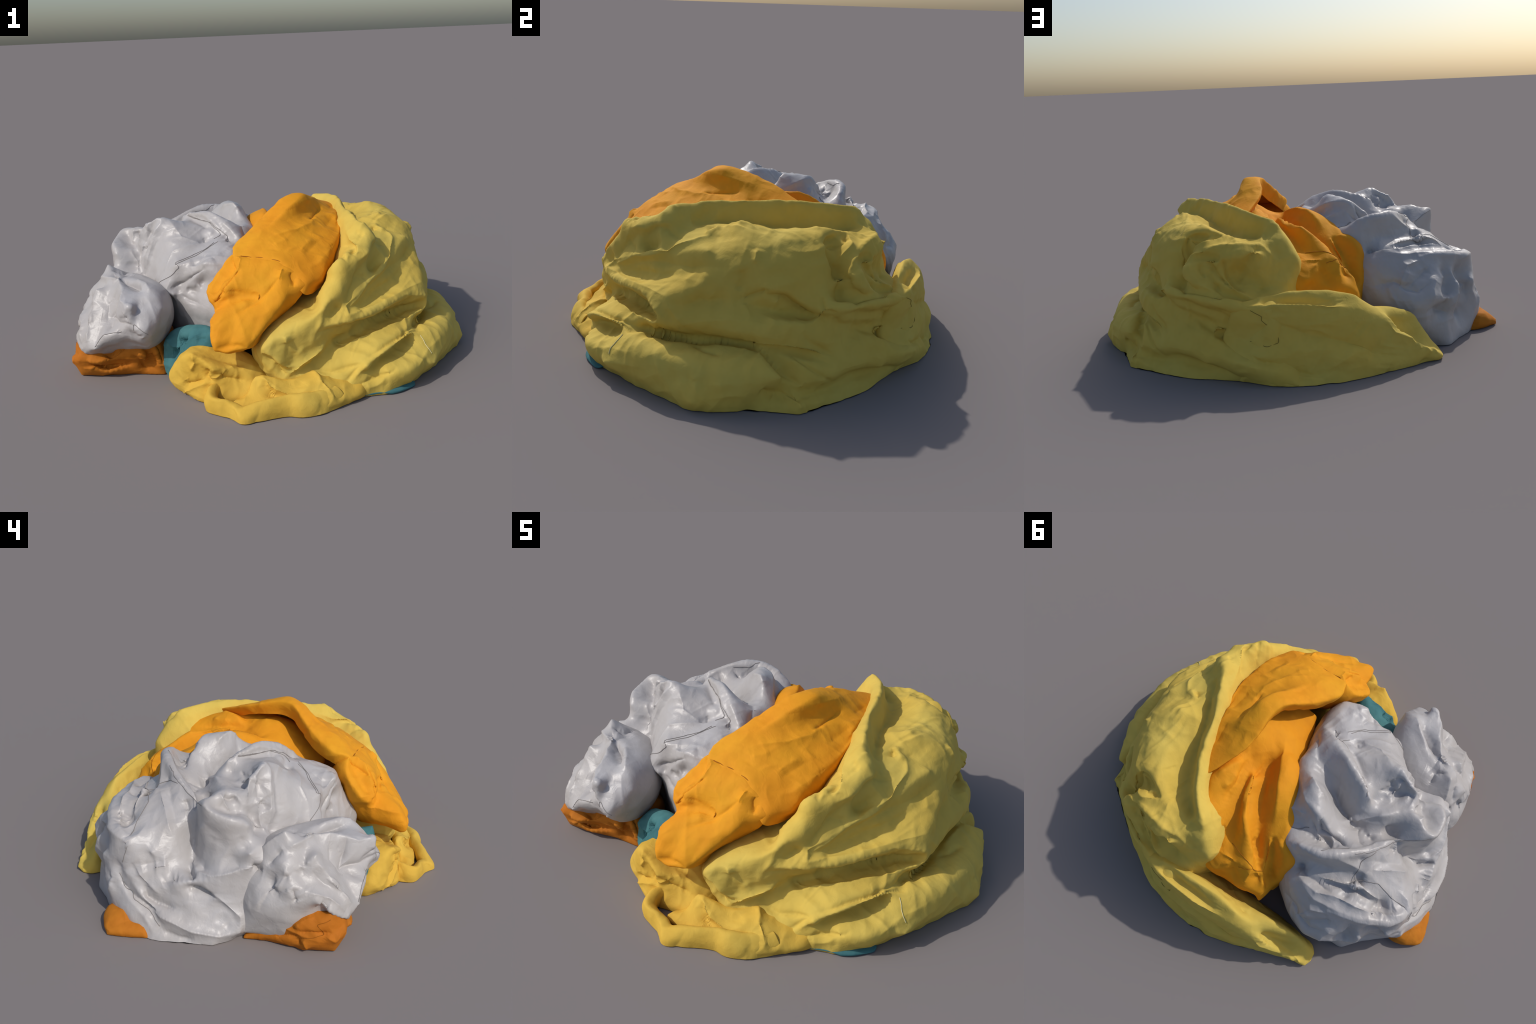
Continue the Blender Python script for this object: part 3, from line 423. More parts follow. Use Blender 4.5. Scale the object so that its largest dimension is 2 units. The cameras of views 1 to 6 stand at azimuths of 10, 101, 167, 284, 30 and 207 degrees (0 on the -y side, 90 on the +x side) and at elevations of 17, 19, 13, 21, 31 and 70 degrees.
HEART["crumple"] = (-0.68, -0.34, 0.07)
fold("crumple", "left top", (-0.85, -0.53, 0.195), (-0.83, -0.5, 0.2), (-0.85, -0.42, 0.17), (-0.87, -0.34, 0.12), (-0.86, -0.25, 0.07))
fold("crumple", "left notch", (-0.849, -0.533, 0.157), (-0.839, -0.547, 0.118))
fold("crumple", "left corner", (-0.84, -0.565, 0.115), (-0.835, -0.572, 0.095), (-0.842, -0.55, 0.06), (-0.845, -0.53, 0))
fold("crumple", "foot", (-0.842, -0.525, 0), (-0.76, -0.525, 0), (-0.68, -0.51, 0), (-0.58, -0.495, 0), (-0.5, -0.49, 0), (-0.44, -0.485, 0))
fold("crumple", "side foot", (-0.842, -0.523, 0), (-0.873, -0.393, 0), (-0.846, -0.218, 0), (-0.86, -0.13, 0))
fold("crumple", "ridge 1", (-0.818, -0.557, 0.142), (-0.789, -0.569, 0.099), (-0.72, -0.568, 0.081), (-0.669, -0.555, 0.111), (-0.596, -0.543, 0.128), (-0.523, -0.533, 0.136))
fold("crumple", "valley 1", (-0.746, -0.52, 0.068), (-0.688, -0.519, 0.049), (-0.615, -0.508, 0.06))
fold("crumple", "ridge 2", (-0.821, -0.559, 0.063), (-0.754, -0.551, 0.052), (-0.686, -0.542, 0.04), (-0.609, -0.526, 0.051))
fold("crumple", "face", (-0.607, -0.541, 0.215), (-0.571, -0.537, 0.166), (-0.517, -0.521, 0.141), (-0.511, -0.525, 0.084))
fold("crumple", "valley 2", (-0.707, -0.523, 0.173), (-0.681, -0.524, 0.12))
fold("crumple", "right", (-0.485, -0.522, 0.181), (-0.464, -0.514, 0.13), (-0.453, -0.508, 0.053), (-0.412, -0.487, 0.045))
fold("crumple", "right valley", (-0.516, -0.499, 0.146), (-0.508, -0.489, 0.084), (-0.505, -0.484, 0.036))
fold("crumple", "right up", (-0.46, -0.48, 0.28), (-0.45, -0.47, 0.2), (-0.43, -0.46, 0.1))
fold("crumple", "top", (-0.75, -0.4, 0.2), (-0.6, -0.42, 0.25), (-0.5, -0.4, 0.28), (-0.42, -0.35, 0.2), (-0.42, -0.38, 0))
fold("crumple", "back", (-0.75, -0.25, 0.1), (-0.6, -0.25, 0.1), (-0.75, -0.25, 0), (-0.5, -0.25, 0))

HEART["teal"] = (-0.3, -0.5, 0.14)
fold("teal", "fold", (-0.365, -0.6, 0.088), (-0.33, -0.595, 0.15), (-0.27, -0.585, 0.22), (-0.21, -0.57, 0.271), (-0.15, -0.6, 0.285))
fold("teal", "fold front", (-0.36, -0.605, 0.05), (-0.31, -0.62, 0.1), (-0.24, -0.62, 0.18), (-0.17, -0.62, 0.22))
fold("teal", "bowl rim", (-0.424, -0.515, 0.17), (-0.42, -0.475, 0.19), (-0.41, -0.43, 0.2))
fold("teal", "bowl rim low", (-0.424, -0.52, 0.17), (-0.4, -0.535, 0.13), (-0.365, -0.545, 0.12), (-0.33, -0.55, 0.165))
fold("teal", "bowl", (-0.36, -0.45, 0.16), (-0.33, -0.45, 0.145), (-0.3, -0.46, 0.15))
fold("teal", "outer low", (-0.42, -0.53, 0.1), (-0.4, -0.55, 0.05), (-0.37, -0.57, 0), (-0.43, -0.5, 0.02))
fold("teal", "in", (-0.2, -0.45, 0.2), (-0.15, -0.5, 0.1), (-0.3, -0.42, 0.12), (-0.36, -0.42, 0.18), (-0.3, -0.42, 0), (-0.2, -0.5, 0))

HEART["scrap"] = (0.6, -0.52, 0.015)
fold("scrap", "edge", (0.45, -0.6, 0), (0.458, -0.628, 0), (0.515, -0.632, 0), (0.533, -0.602, 0), (0.641, -0.595, 0), (0.7, -0.55, 0), (0.74, -0.5, 0))
fold("scrap", "top", (0.46, -0.61, 0.02), (0.515, -0.615, 0.02), (0.54, -0.59, 0.025), (0.64, -0.58, 0.025), (0.7, -0.535, 0.02), (0.74, -0.48, 0.01))
fold("scrap", "in", (0.5, -0.52, 0.03), (0.6, -0.45, 0.03), (0.7, -0.45, 0.02), (0.6, -0.45, 0))


# ------------------------------------------------------------------ wrinkles
CREASES = {}


def crease(cloth, width, height, *points):
    """A small wrinkle along a line on a cloth; a negative height is a furrow."""
    CREASES.setdefault(cloth, []).append((width, height, points))


crease("yellow", 0.012, -0.022, (0.446, 0.5, 0.626), (0.583, 0.444, 0.616), (0.593, 0.455, 0.581), (0.586, 0.481, 0.508), (0.62, 0.511, 0.461), (0.623, 0.516, 0.393))
crease("yellow", 0.012, 0.012, (0.591, 0.433, 0.618), (0.613, 0.455, 0.555), (0.616, 0.491, 0.478))
crease("yellow", 0.012, 0.014, (0.302, 0.627, 0.584), (0.451, 0.593, 0.578), (0.573, 0.555, 0.543), (0.61, 0.546, 0.494), (0.609, 0.576, 0.452), (0.463, 0.678, 0.365))
crease("yellow", 0.012, 0.014, (0.594, 0.563, 0.515), (0.6, 0.589, 0.475), (0.554, 0.616, 0.423))
crease("yellow", 0.012, 0.014, (0.69, 0.178, 0.593), (0.716, 0.179, 0.562), (0.729, 0.177, 0.538))
crease("yellow", 0.012, -0.02, (0.476, 0.625, 0.543), (0.55, 0.58, 0.546), (0.586, 0.565, 0.524))
crease("yellow", 0.012, -0.02, (0.551, 0.578, 0.547), (0.489, 0.632, 0.464), (0.427, 0.669, 0.403))
crease("yellow", 0.014, 0.012, (0.525, -0.414, 0.456), (0.427, -0.536, 0.394), (0.442, -0.559, 0.351), (0.566, -0.444, 0.357), (0.715, -0.258, 0.385), (0.776, -0.176, 0.384))
crease("yellow", 0.014, 0.012, (0.543, -0.023, 0.627), (0.604, -0.047, 0.597), (0.631, -0.1, 0.58), (0.62, -0.181, 0.548), (0.621, -0.215, 0.52), (0.525, -0.413, 0.454))
crease("yellow", 0.03, -0.016, (0.482, -0.477, 0.387), (0.621, -0.27, 0.473), (0.707, -0.097, 0.494), (0.739, 0.07, 0.515))
crease("yellow", 0.014, -0.013, (0.558, -0.264, 0.614), (0.57, -0.222, 0.592), (0.6, -0.159, 0.581))
crease("yellow", 0.014, -0.013, (0.742, 0.125, 0.521), (0.743, 0.134, 0.479), (0.754, 0.114, 0.432))
crease("yellow", 0.014, -0.013, (0.532, -0.397, 0.478), (0.492, -0.443, 0.491), (0.472, -0.468, 0.505))
crease("yellow", 0.013, -0.026, (0.755, 0.22, 0.429), (0.731, 0.307, 0.413), (0.709, 0.367, 0.364), (0.73, 0.452, 0.338), (0.687, 0.514, 0.295))
crease("yellow", 0.02, 0.012, (0.751, 0.203, 0.454), (0.729, 0.314, 0.442), (0.71, 0.389, 0.394), (0.73, 0.47, 0.358))
crease("yellow", 0.02, 0.012, (0.806, 0.143, 0.253), (0.804, 0.22, 0.244), (0.804, 0.297, 0.249), (0.767, 0.406, 0.225), (0.736, 0.48, 0.184))
crease("yellow", 0.012, -0.016, (0.758, 0.129, 0.402), (0.755, 0.204, 0.432), (0.75, 0.241, 0.446))
crease("yellow", 0.012, -0.016, (0.697, 0.452, 0.424), (0.726, 0.456, 0.384), (0.731, 0.469, 0.367), (0.712, 0.512, 0.366))
crease("yellow", 0.012, -0.016, (0.657, 0.52, 0.39), (0.632, 0.579, 0.382), (0.467, 0.702, 0.358))
crease("yellow", 0.012, 0.012, (0.7, 0.474, 0.41), (0.684, 0.53, 0.39), (0.639, 0.584, 0.377), (0.525, 0.681, 0.361), (0.442, 0.726, 0.355))
crease("yellow", 0.016, -0.02, (0.7, 0.531, 0.353), (0.572, 0.65, 0.305), (0.426, 0.733, 0.261), (0.337, 0.785, 0.249))
crease("yellow", 0.009, -0.015, (0.632, 0.578, 0.288), (0.478, 0.693, 0.192), (0.34, 0.84, 0.102))
crease("yellow", 0.01, -0.022, (0.779, 0.137, 0.219), (0.815, 0.218, 0.221), (0.801, 0.258, 0.232), (0.786, 0.352, 0.215), (0.757, 0.437, 0.191), (0.746, 0.494, 0.161))
crease("yellow", 0.012, -0.014, (0.81, 0.238, 0.209), (0.854, 0.317, 0.154), (0.837, 0.4, 0.094))
crease("yellow", 0.012, -0.014, (0.775, 0.385, 0.298), (0.767, 0.412, 0.253), (0.737, 0.459, 0.216), (0.721, 0.517, 0.181))
crease("yellow", 0.012, -0.014, (0.9, 0.251, 0.031), (0.875, 0.298, 0.064), (0.819, 0.437, 0.055), (0.75, 0.517, 0.055), (0.671, 0.592, 0.076), (0.555, 0.688, 0.052))
crease("yellow", 0.01, -0.022, (0.758, -0.296, 0.22), (0.778, -0.157, 0.208), (0.787, -0.053, 0.213), (0.78, 0.025, 0.218), (0.796, 0.202, 0.223))
crease("yellow", 0.012, -0.013, (0.8, -0.049, 0.21), (0.855, -0.001, 0.212), (0.869, 0.085, 0.201))
crease("yellow", 0.012, -0.013, (0.7, -0.446, 0.223), (0.752, -0.365, 0.217), (0.76, -0.303, 0.22))
crease("yellow", 0.012, -0.013, (0.425, -0.554, 0.206), (0.389, -0.545, 0.221), (0.514, -0.451, 0.248))
crease("yellow", 0.012, 0.009, (0.812, 0.014, 0.215), (0.812, 0.132, 0.209), (0.828, 0.209, 0.214))
crease("yellow", 0.025, -0.012, (0.788, -0.096, 0.353), (0.775, -0.036, 0.376), (0.764, 0.098, 0.399))
crease("yellow", 0.008, 0.005, (0.538, 0.006, 0.631), (0.574, 0.047, 0.642), (0.611, 0.109, 0.649))
crease("yellow", 0.008, 0.005, (0.53, 0.024, 0.639), (0.56, 0.066, 0.658), (0.572, 0.153, 0.646))
crease("yellow", 0.008, 0.005, (0.534, 0.054, 0.65), (0.55, 0.15, 0.646), (0.576, 0.264, 0.639))
crease("yellow", 0.008, 0.005, (0.447, 0.322, 0.616), (0.484, 0.368, 0.643), (0.526, 0.405, 0.65))
crease("yellow", 0.008, 0.005, (0.39, 0.478, 0.609), (0.386, 0.554, 0.604), (0.385, 0.642, 0.58))
crease("yellow", 0.008, -0.006, (0.529, 0.016, 0.633), (0.568, 0.057, 0.65), (0.602, 0.133, 0.65))
crease("yellow", 0.008, -0.006, (0.522, 0.093, 0.654), (0.531, 0.224, 0.642), (0.559, 0.294, 0.645))
crease("yellow", 0.008, -0.006, (0.448, 0.332, 0.617), (0.477, 0.386, 0.644))
crease("yellow", 0.012, -0.014, (0.538, -0.024, 0.626), (0.558, -0.061, 0.607))
crease("yellow", 0.012, -0.014, (0.566, -0.235, 0.608), (0.544, -0.303, 0.59), (0.528, -0.372, 0.562))
crease("yellow", 0.012, 0.012, (0.536, -0.009, 0.628), (0.597, -0.061, 0.597))
crease("yellow", 0.012, 0.012, (0.416, -0.178, 0.664), (0.438, -0.289, 0.625), (0.476, -0.388, 0.612), (0.476, -0.411, 0.597))
crease("yellow", 0.012, 0.012, (0.556, -0.205, 0.617), (0.532, -0.344, 0.594), (0.483, -0.436, 0.558))
crease("yellow", 0.006, -0.01, (0.463, -0.266, 0.658), (0.497, -0.298, 0.645))
crease("yellow", 0.006, -0.01, (0.351, -0.234, 0.538), (0.357, -0.307, 0.525), (0.436, -0.471, 0.57))
crease("yellow", 0.012, -0.022, (0.387, -0.242, 0.588), (0.448, -0.333, 0.618), (0.463, -0.381, 0.617), (0.457, -0.426, 0.602), (0.474, -0.423, 0.588))
crease("yellow", 0.01, 0.01, (0.623, -0.215, 0.51), (0.559, -0.358, 0.467), (0.53, -0.404, 0.456), (0.48, -0.469, 0.411), (0.425, -0.549, 0.367))
crease("yellow", 0.016, -0.014, (0.524, -0.378, 0.564), (0.491, -0.438, 0.502), (0.451, -0.501, 0.439), (0.421, -0.551, 0.366))
crease("yellow", 0.016, -0.014, (0.719, -0.109, 0.471), (0.651, -0.249, 0.433), (0.561, -0.377, 0.402), (0.497, -0.461, 0.365))
crease("yellow", 0.012, -0.022, (0.784, -0.214, 0.297), (0.698, -0.263, 0.286), (0.57, -0.387, 0.277), (0.472, -0.505, 0.289), (0.329, -0.634, 0.301))
crease("yellow", 0.012, 0.012, (0.799, -0.208, 0.322), (0.686, -0.301, 0.364), (0.547, -0.47, 0.336), (0.442, -0.56, 0.33), (0.331, -0.638, 0.329))
crease("yellow", 0.012, 0.012, (0.744, -0.271, 0.268), (0.705, -0.322, 0.253), (0.635, -0.408, 0.247), (0.558, -0.473, 0.234), (0.471, -0.517, 0.218), (0.398, -0.571, 0.189))
crease("yellow", 0.01, -0.016, (0.803, -0.209, 0.271), (0.779, -0.215, 0.212), (0.742, -0.352, 0.229), (0.676, -0.464, 0.228), (0.61, -0.54, 0.217), (0.515, -0.611, 0.172))
crease("yellow", 0.01, 0.012, (0.351, -0.606, 0.249), (0.302, -0.636, 0.195), (0.247, -0.667, 0.161), (0.197, -0.699, 0.124))
crease("yellow", 0.01, 0.012, (0.179, -0.691, 0.307), (0.185, -0.694, 0.275))
crease("yellow", 0.012, -0.022, (0.343, -0.597, 0.203), (0.301, -0.632, 0.149), (0.253, -0.669, 0.139), (0.197, -0.7, 0.117))
crease("yellow", 0.012, -0.022, (0.076, -0.727, 0.228), (0.123, -0.725, 0.181), (0.162, -0.712, 0.14), (0.185, -0.704, 0.122))
crease("yellow", 0.009, -0.01, (0.283, -0.649, 0.134), (0.371, -0.63, 0.115), (0.504, -0.621, 0.153))
crease("yellow", 0.009, -0.01, (0.499, -0.62, 0.151), (0.448, -0.643, 0.09), (0.371, -0.664, 0.029))
crease("yellow", 0.009, -0.01, (0.466, -0.654, 0.054), (0.629, -0.594, 0.107), (0.66, -0.562, 0.119))
crease("yellow", 0.012, 0.012, (0.538, -0.612, 0.164), (0.469, -0.639, 0.086))
crease("yellow", 0.012, -0.016, (0.596, 0.445, 0.6), (0.604, 0.462, 0.523), (0.615, 0.497, 0.487), (0.61, 0.577, 0.439), (0.572, 0.624, 0.39))
crease("yellow", 0.012, -0.016, (0.291, 0.631, 0.574), (0.35, 0.645, 0.495), (0.402, 0.648, 0.426))
crease("yellow", 0.012, -0.016, (0.555, 0.573, 0.547), (0.512, 0.601, 0.544), (0.475, 0.632, 0.522))
crease("yellow", 0.012, -0.016, (0.521, 0.608, 0.49), (0.502, 0.628, 0.427), (0.48, 0.639, 0.388))
crease("yellow", 0.012, -0.016, (0.539, 0.598, 0.52), (0.55, 0.601, 0.487), (0.536, 0.61, 0.449))
crease("yellow", 0.012, -0.016, (0.738, 0.46, 0.36), (0.68, 0.531, 0.3), (0.601, 0.581, 0.265))
crease("yellow", 0.012, 0.014, (0.423, 0.506, 0.619), (0.521, 0.534, 0.593), (0.601, 0.467, 0.511), (0.624, 0.554, 0.479), (0.583, 0.597, 0.428), (0.493, 0.64, 0.39))
crease("yellow", 0.012, 0.014, (0.509, 0.608, 0.537), (0.491, 0.628, 0.461), (0.439, 0.658, 0.407), (0.341, 0.714, 0.354))
crease("yellow", 0.012, 0.014, (0.718, 0.496, 0.385), (0.628, 0.59, 0.382), (0.513, 0.674, 0.366), (0.378, 0.744, 0.349))
crease("yellow", 0.015, -0.02, (0.593, 0.449, 0.592), (0.515, 0.502, 0.613), (0.428, 0.506, 0.619))
crease("yellow", 0.015, -0.02, (0.474, 0.629, 0.534), (0.436, 0.636, 0.466), (0.4, 0.659, 0.416), (0.368, 0.683, 0.383))
crease("yellow", 0.012, 0.009, (0.567, 0.545, 0.56), (0.485, 0.575, 0.576), (0.387, 0.611, 0.583), (0.289, 0.624, 0.581))
crease("yellow", 0.012, 0.009, (0.206, 0.524, 0.661), (0.243, 0.537, 0.604), (0.289, 0.624, 0.581))
crease("yellow", 0.011, -0.016, (0.602, 0.601, 0.284), (0.519, 0.664, 0.235), (0.41, 0.752, 0.162), (0.325, 0.836, 0.102), (0.272, 0.861, 0.082))
crease("yellow", 0.011, -0.016, (0.745, 0.52, 0.06), (0.691, 0.574, 0.081), (0.613, 0.641, 0.068), (0.5, 0.734, 0.042), (0.423, 0.776, 0.017))
crease("yellow", 0.011, -0.016, (0.916, 0.256, 0.09), (0.879, 0.3, 0.056))
crease("yellow", 0.02, -0.013, (0.689, 0.546, 0.363), (0.595, 0.633, 0.315), (0.48, 0.708, 0.293), (0.365, 0.773, 0.286))
crease("yellow", 0.009, -0.011, (0.81, 0.23, 0.227), (0.787, 0.374, 0.228), (0.764, 0.442, 0.185))
crease("yellow", 0.009, -0.011, (0.801, 0.351, 0.209), (0.799, 0.453, 0.146), (0.745, 0.521, 0.064))
crease("yellow", 0.01, 0.01, (0.807, 0.247, 0.222), (0.843, 0.303, 0.16), (0.864, 0.326, 0.141))
crease("tail", 0.018, -0.012, (0.375, 0.78, 0.304), (0.258, 0.816, 0.263), (0.139, 0.843, 0.209), (-0.025, 0.868, 0.167), (-0.201, 0.871, 0.087), (-0.347, 0.848, 0.042))
crease("tail", 0.01, 0.012, (0.37, 0.765, 0.347), (0.275, 0.794, 0.34), (0.087, 0.824, 0.325), (-0.042, 0.828, 0.314))
crease("tail", 0.01, 0.012, (-0.232, 0.842, 0.23), (-0.262, 0.843, 0.173), (-0.356, 0.828, 0.125), (-0.383, 0.83, 0.091))
crease("tail", 0.012, -0.013, (0.328, 0.767, 0.352), (0.16, 0.78, 0.345), (-0.003, 0.815, 0.328), (-0.042, 0.803, 0.338))
crease("tail", 0.012, -0.013, (0.388, 0.797, 0.137), (0.314, 0.837, 0.094), (0.195, 0.871, 0.06), (0.108, 0.892, 0.038), (0.077, 0.903, 0.016))
crease("tail", 0.006, 0.007, (-0.385, 0.826, 0.102), (-0.4, 0.833, 0.071))
crease("tail", 0.006, 0.007, (-0.429, 0.823, 0.078), (-0.451, 0.825, 0.043))
crease("tail", 0.006, 0.007, (-0.461, 0.804, 0.067), (-0.481, 0.822, 0.038))
crease("tail", 0.03, 0.012, (0.07, 0.885, 0.057), (-0.062, 0.886, 0.115), (-0.16, 0.861, 0.129))
crease("white", 0.01, 0.011, (-0.367, 0.391, 0.622), (-0.511, 0.296, 0.593), (-0.573, 0.219, 0.553), (-0.789, 0.078, 0.57))
crease("white", 0.01, 0.011, (-0.392, 0.476, 0.493), (-0.6, 0.425, 0.497), (-0.706, 0.427, 0.44))
crease("white", 0.01, 0.011, (-0.574, -0.084, 0.654), (-0.627, -0.08, 0.604), (-0.652, -0.084, 0.545))
crease("white", 0.01, 0.011, (-0.701, 0.025, 0.598), (-0.708, 0, 0.557), (-0.712, -0.023, 0.52))
crease("white", 0.013, -0.022, (-0.469, 0.301, 0.601), (-0.315, 0.299, 0.61), (-0.281, 0.247, 0.665))
crease("white", 0.013, -0.022, (-0.408, 0.487, 0.489), (-0.592, 0.447, 0.491), (-0.697, 0.441, 0.43))
crease("white", 0.013, -0.022, (-0.545, -0.039, 0.606), (-0.636, -0.053, 0.6))
crease("white", 0.013, -0.022, (-0.691, 0.006, 0.588), (-0.678, -0.021, 0.563), (-0.66, -0.038, 0.573))
crease("white", 0.012, -0.013, (-0.713, 0.504, 0.433), (-0.688, 0.482, 0.441), (-0.701, 0.441, 0.428))
crease("white", 0.012, -0.013, (-0.635, 0.201, 0.52), (-0.666, 0.179, 0.484))
crease("white", 0.02, 0.013, (-0.707, 0.54, 0.396), (-0.808, 0.474, 0.399), (-0.846, 0.397, 0.377), (-0.811, 0.357, 0.398), (-0.754, 0.341, 0.433))
crease("white", 0.02, 0.013, (-0.604, 0.334, 0.531), (-0.697, 0.273, 0.477), (-0.761, 0.22, 0.394))
crease("white", 0.02, 0.013, (-0.497, -0.14, 0.675), (-0.563, -0.166, 0.558), (-0.603, -0.176, 0.436))
crease("white", 0.025, -0.013, (-0.587, 0.3, 0.549), (-0.686, 0.238, 0.477), (-0.727, 0.201, 0.42))
crease("white", 0.025, -0.013, (-0.57, -0.11, 0.632), (-0.612, -0.126, 0.533))
crease("white", 0.025, -0.013, (-0.714, 0.46, 0.419), (-0.784, 0.422, 0.415))
crease("white", 0.006, -0.014, (-0.468, -0.011, 0.626), (-0.492, -0.021, 0.616), (-0.542, -0.041, 0.613))
crease("white", 0.012, 0.008, (-0.235, -0.211, 0.593), (-0.416, -0.272, 0.552), (-0.437, -0.308, 0.504), (-0.455, -0.329, 0.461))
crease("white", 0.012, 0.008, (-0.334, -0.368, 0.502), (-0.246, -0.392, 0.525), (-0.142, -0.408, 0.53))
crease("white", 0.02, -0.01, (-0.243, -0.302, 0.564), (-0.264, -0.355, 0.536), (-0.308, -0.371, 0.509))
crease("white", 0.02, -0.01, (-0.482, -0.167, 0.645), (-0.538, -0.19, 0.551), (-0.56, -0.202, 0.461))
crease("white", 0.01, -0.022, (-0.788, 0.136, 0.275), (-0.84, 0.111, 0.266), (-0.868, 0.079, 0.265))
crease("white", 0.01, -0.022, (-0.886, 0.308, 0.198), (-0.9, 0.283, 0.166), (-0.905, 0.239, 0.147), (-0.915, 0.157, 0.126))
crease("white", 0.01, -0.022, (-0.88, 0.108, 0.22), (-0.874, 0.062, 0.216), (-0.875, -0.012, 0.191))
crease("white", 0.01, -0.022, (-0.82, -0.147, 0.333), (-0.813, -0.167, 0.332), (-0.808, -0.195, 0.318))
crease("white", 0.014, 0.016, (-0.73, 0.132, 0.299), (-0.784, 0.114, 0.281), (-0.846, 0.068, 0.272), (-0.859, 0.012, 0.276), (-0.843, -0.074, 0.301), (-0.819, -0.15, 0.332), (-0.784, -0.216, 0.372))
crease("white", 0.014, 0.016, (-0.922, 0.26, 0.113), (-0.941, 0.171, 0.086), (-0.94, 0.06, 0.053), (-0.92, -0.045, 0.038), (-0.903, -0.113, 0.052))
crease("white", 0.013, -0.013, (-0.878, 0.229, 0.22), (-0.868, 0.195, 0.244), (-0.864, 0.158, 0.256))
crease("white", 0.013, -0.013, (-0.949, 0.206, 0.048), (-0.961, 0.127, 0.024), (-0.95, 0.057, 0.014))
crease("white", 0.013, -0.013, (-0.856, 0.429, 0.236), (-0.873, 0.408, 0.192), (-0.901, 0.348, 0.151), (-0.919, 0.276, 0.121), (-0.934, 0.21, 0.104))
crease("white", 0.02, 0.011, (-0.873, 0.044, 0.251), (-0.874, -0.03, 0.192), (-0.876, -0.123, 0.115), (-0.897, -0.129, 0.056))
crease("white", 0.02, 0.011, (-0.855, 0.45, 0.233), (-0.898, 0.376, 0.145), (-0.938, 0.285, 0.08), (-0.963, 0.231, 0.023))
crease("white", 0.02, 0.011, (-0.864, 0.355, 0.281), (-0.874, 0.307, 0.225), (-0.894, 0.224, 0.168))
crease("white", 0.02, 0.011, (-0.851, 0.276, 0.278), (-0.82, 0.212, 0.284))
crease("white", 0.02, -0.011, (-0.877, -0.012, 0.186), (-0.88, -0.083, 0.131), (-0.893, -0.124, 0.073))
crease("white", 0.02, -0.011, (-0.865, 0.373, 0.291), (-0.879, 0.335, 0.239), (-0.881, 0.285, 0.192))
crease("white", 0.02, -0.011, (-0.858, 0.326, 0.286), (-0.823, 0.229, 0.303))
crease("white", 0.012, 0.015, (-0.21, 0.214, 0.684), (-0.305, 0.253, 0.644), (-0.413, 0.329, 0.599))
crease("white", 0.012, 0.015, (-0.305, 0.506, 0.471), (-0.414, 0.537, 0.471), (-0.496, 0.514, 0.475), (-0.567, 0.507, 0.469), (-0.73, 0.475, 0.421), (-0.845, 0.389, 0.381))
crease("white", 0.012, 0.015, (-0.236, 0.391, 0.601), (-0.296, 0.401, 0.611), (-0.365, 0.393, 0.614), (-0.46, 0.339, 0.607), (-0.576, 0.239, 0.558), (-0.638, 0.145, 0.512))
crease("white", 0.014, -0.016, (-0.241, 0.271, 0.635), (-0.278, 0.304, 0.599), (-0.363, 0.322, 0.569), (-0.411, 0.338, 0.603))
crease("white", 0.014, -0.016, (-0.271, 0.463, 0.461), (-0.39, 0.489, 0.482), (-0.478, 0.505, 0.476))
crease("white", 0.014, -0.016, (-0.407, 0.165, 0.537), (-0.465, 0.179, 0.531), (-0.51, 0.261, 0.582))
crease("white", 0.014, -0.016, (-0.577, 0.107, 0.55), (-0.627, 0.123, 0.516), (-0.672, 0.158, 0.491))
crease("white", 0.012, 0.011, (-0.093, 0.269, 0.554), (-0.145, 0.251, 0.601), (-0.212, 0.261, 0.638))
crease("white", 0.012, 0.011, (-0.387, 0.178, 0.554), (-0.494, 0.108, 0.572), (-0.57, 0.066, 0.594))
crease("white", 0.012, 0.011, (-0.482, 0.582, 0.433), (-0.564, 0.571, 0.438), (-0.739, 0.519, 0.41), (-0.82, 0.45, 0.399))
crease("white", 0.012, 0.011, (-0.355, 0.657, 0.302), (-0.422, 0.608, 0.407), (-0.507, 0.593, 0.429))
crease("white", 0.018, -0.012, (-0.552, 0.444, 0.491), (-0.57, 0.394, 0.507), (-0.565, 0.363, 0.525))
crease("white", 0.018, -0.012, (-0.598, 0.497, 0.47), (-0.709, 0.488, 0.431), (-0.782, 0.454, 0.417))
crease("white", 0.018, -0.012, (-0.391, 0.666, 0.316), (-0.473, 0.643, 0.359), (-0.546, 0.606, 0.403))
crease("white", 0.01, 0.012, (-0.174, -0.16, 0.618), (-0.302, -0.05, 0.693), (-0.404, 0.03, 0.663), (-0.455, 0.052, 0.634))
crease("white", 0.01, 0.012, (-0.151, 0.093, 0.669), (-0.265, 0.173, 0.675))
crease("white", 0.01, 0.012, (-0.49, -0.087, 0.664), (-0.51, -0.13, 0.682), (-0.542, -0.117, 0.672), (-0.586, -0.097, 0.647), (-0.646, -0.16, 0.42), (-0.693, -0.057, 0.507))
crease("white", 0.03, -0.014, (-0.048, -0.175, 0.552), (-0.144, -0.012, 0.635), (-0.323, 0.056, 0.617))
crease("white", 0.012, -0.02, (-0.505, -0.073, 0.651), (-0.514, -0.038, 0.616), (-0.501, -0.016, 0.603))
crease("white", 0.012, -0.02, (-0.517, -0.092, 0.67), (-0.573, -0.073, 0.641), (-0.61, -0.046, 0.605))
crease("white", 0.016, 0.008, (-0.286, -0.216, 0.577), (-0.388, -0.204, 0.613), (-0.478, -0.121, 0.679))
crease("white", 0.016, 0.008, (-0.09, -0.192, 0.59), (-0.211, -0.112, 0.674))
crease("white", 0.016, 0.008, (-0.185, -0.38, 0.548), (-0.241, -0.408, 0.522))
crease("white", 0.006, -0.01, (-0.299, -0.219, 0.579), (-0.268, -0.2, 0.587), (-0.286, -0.167, 0.596))
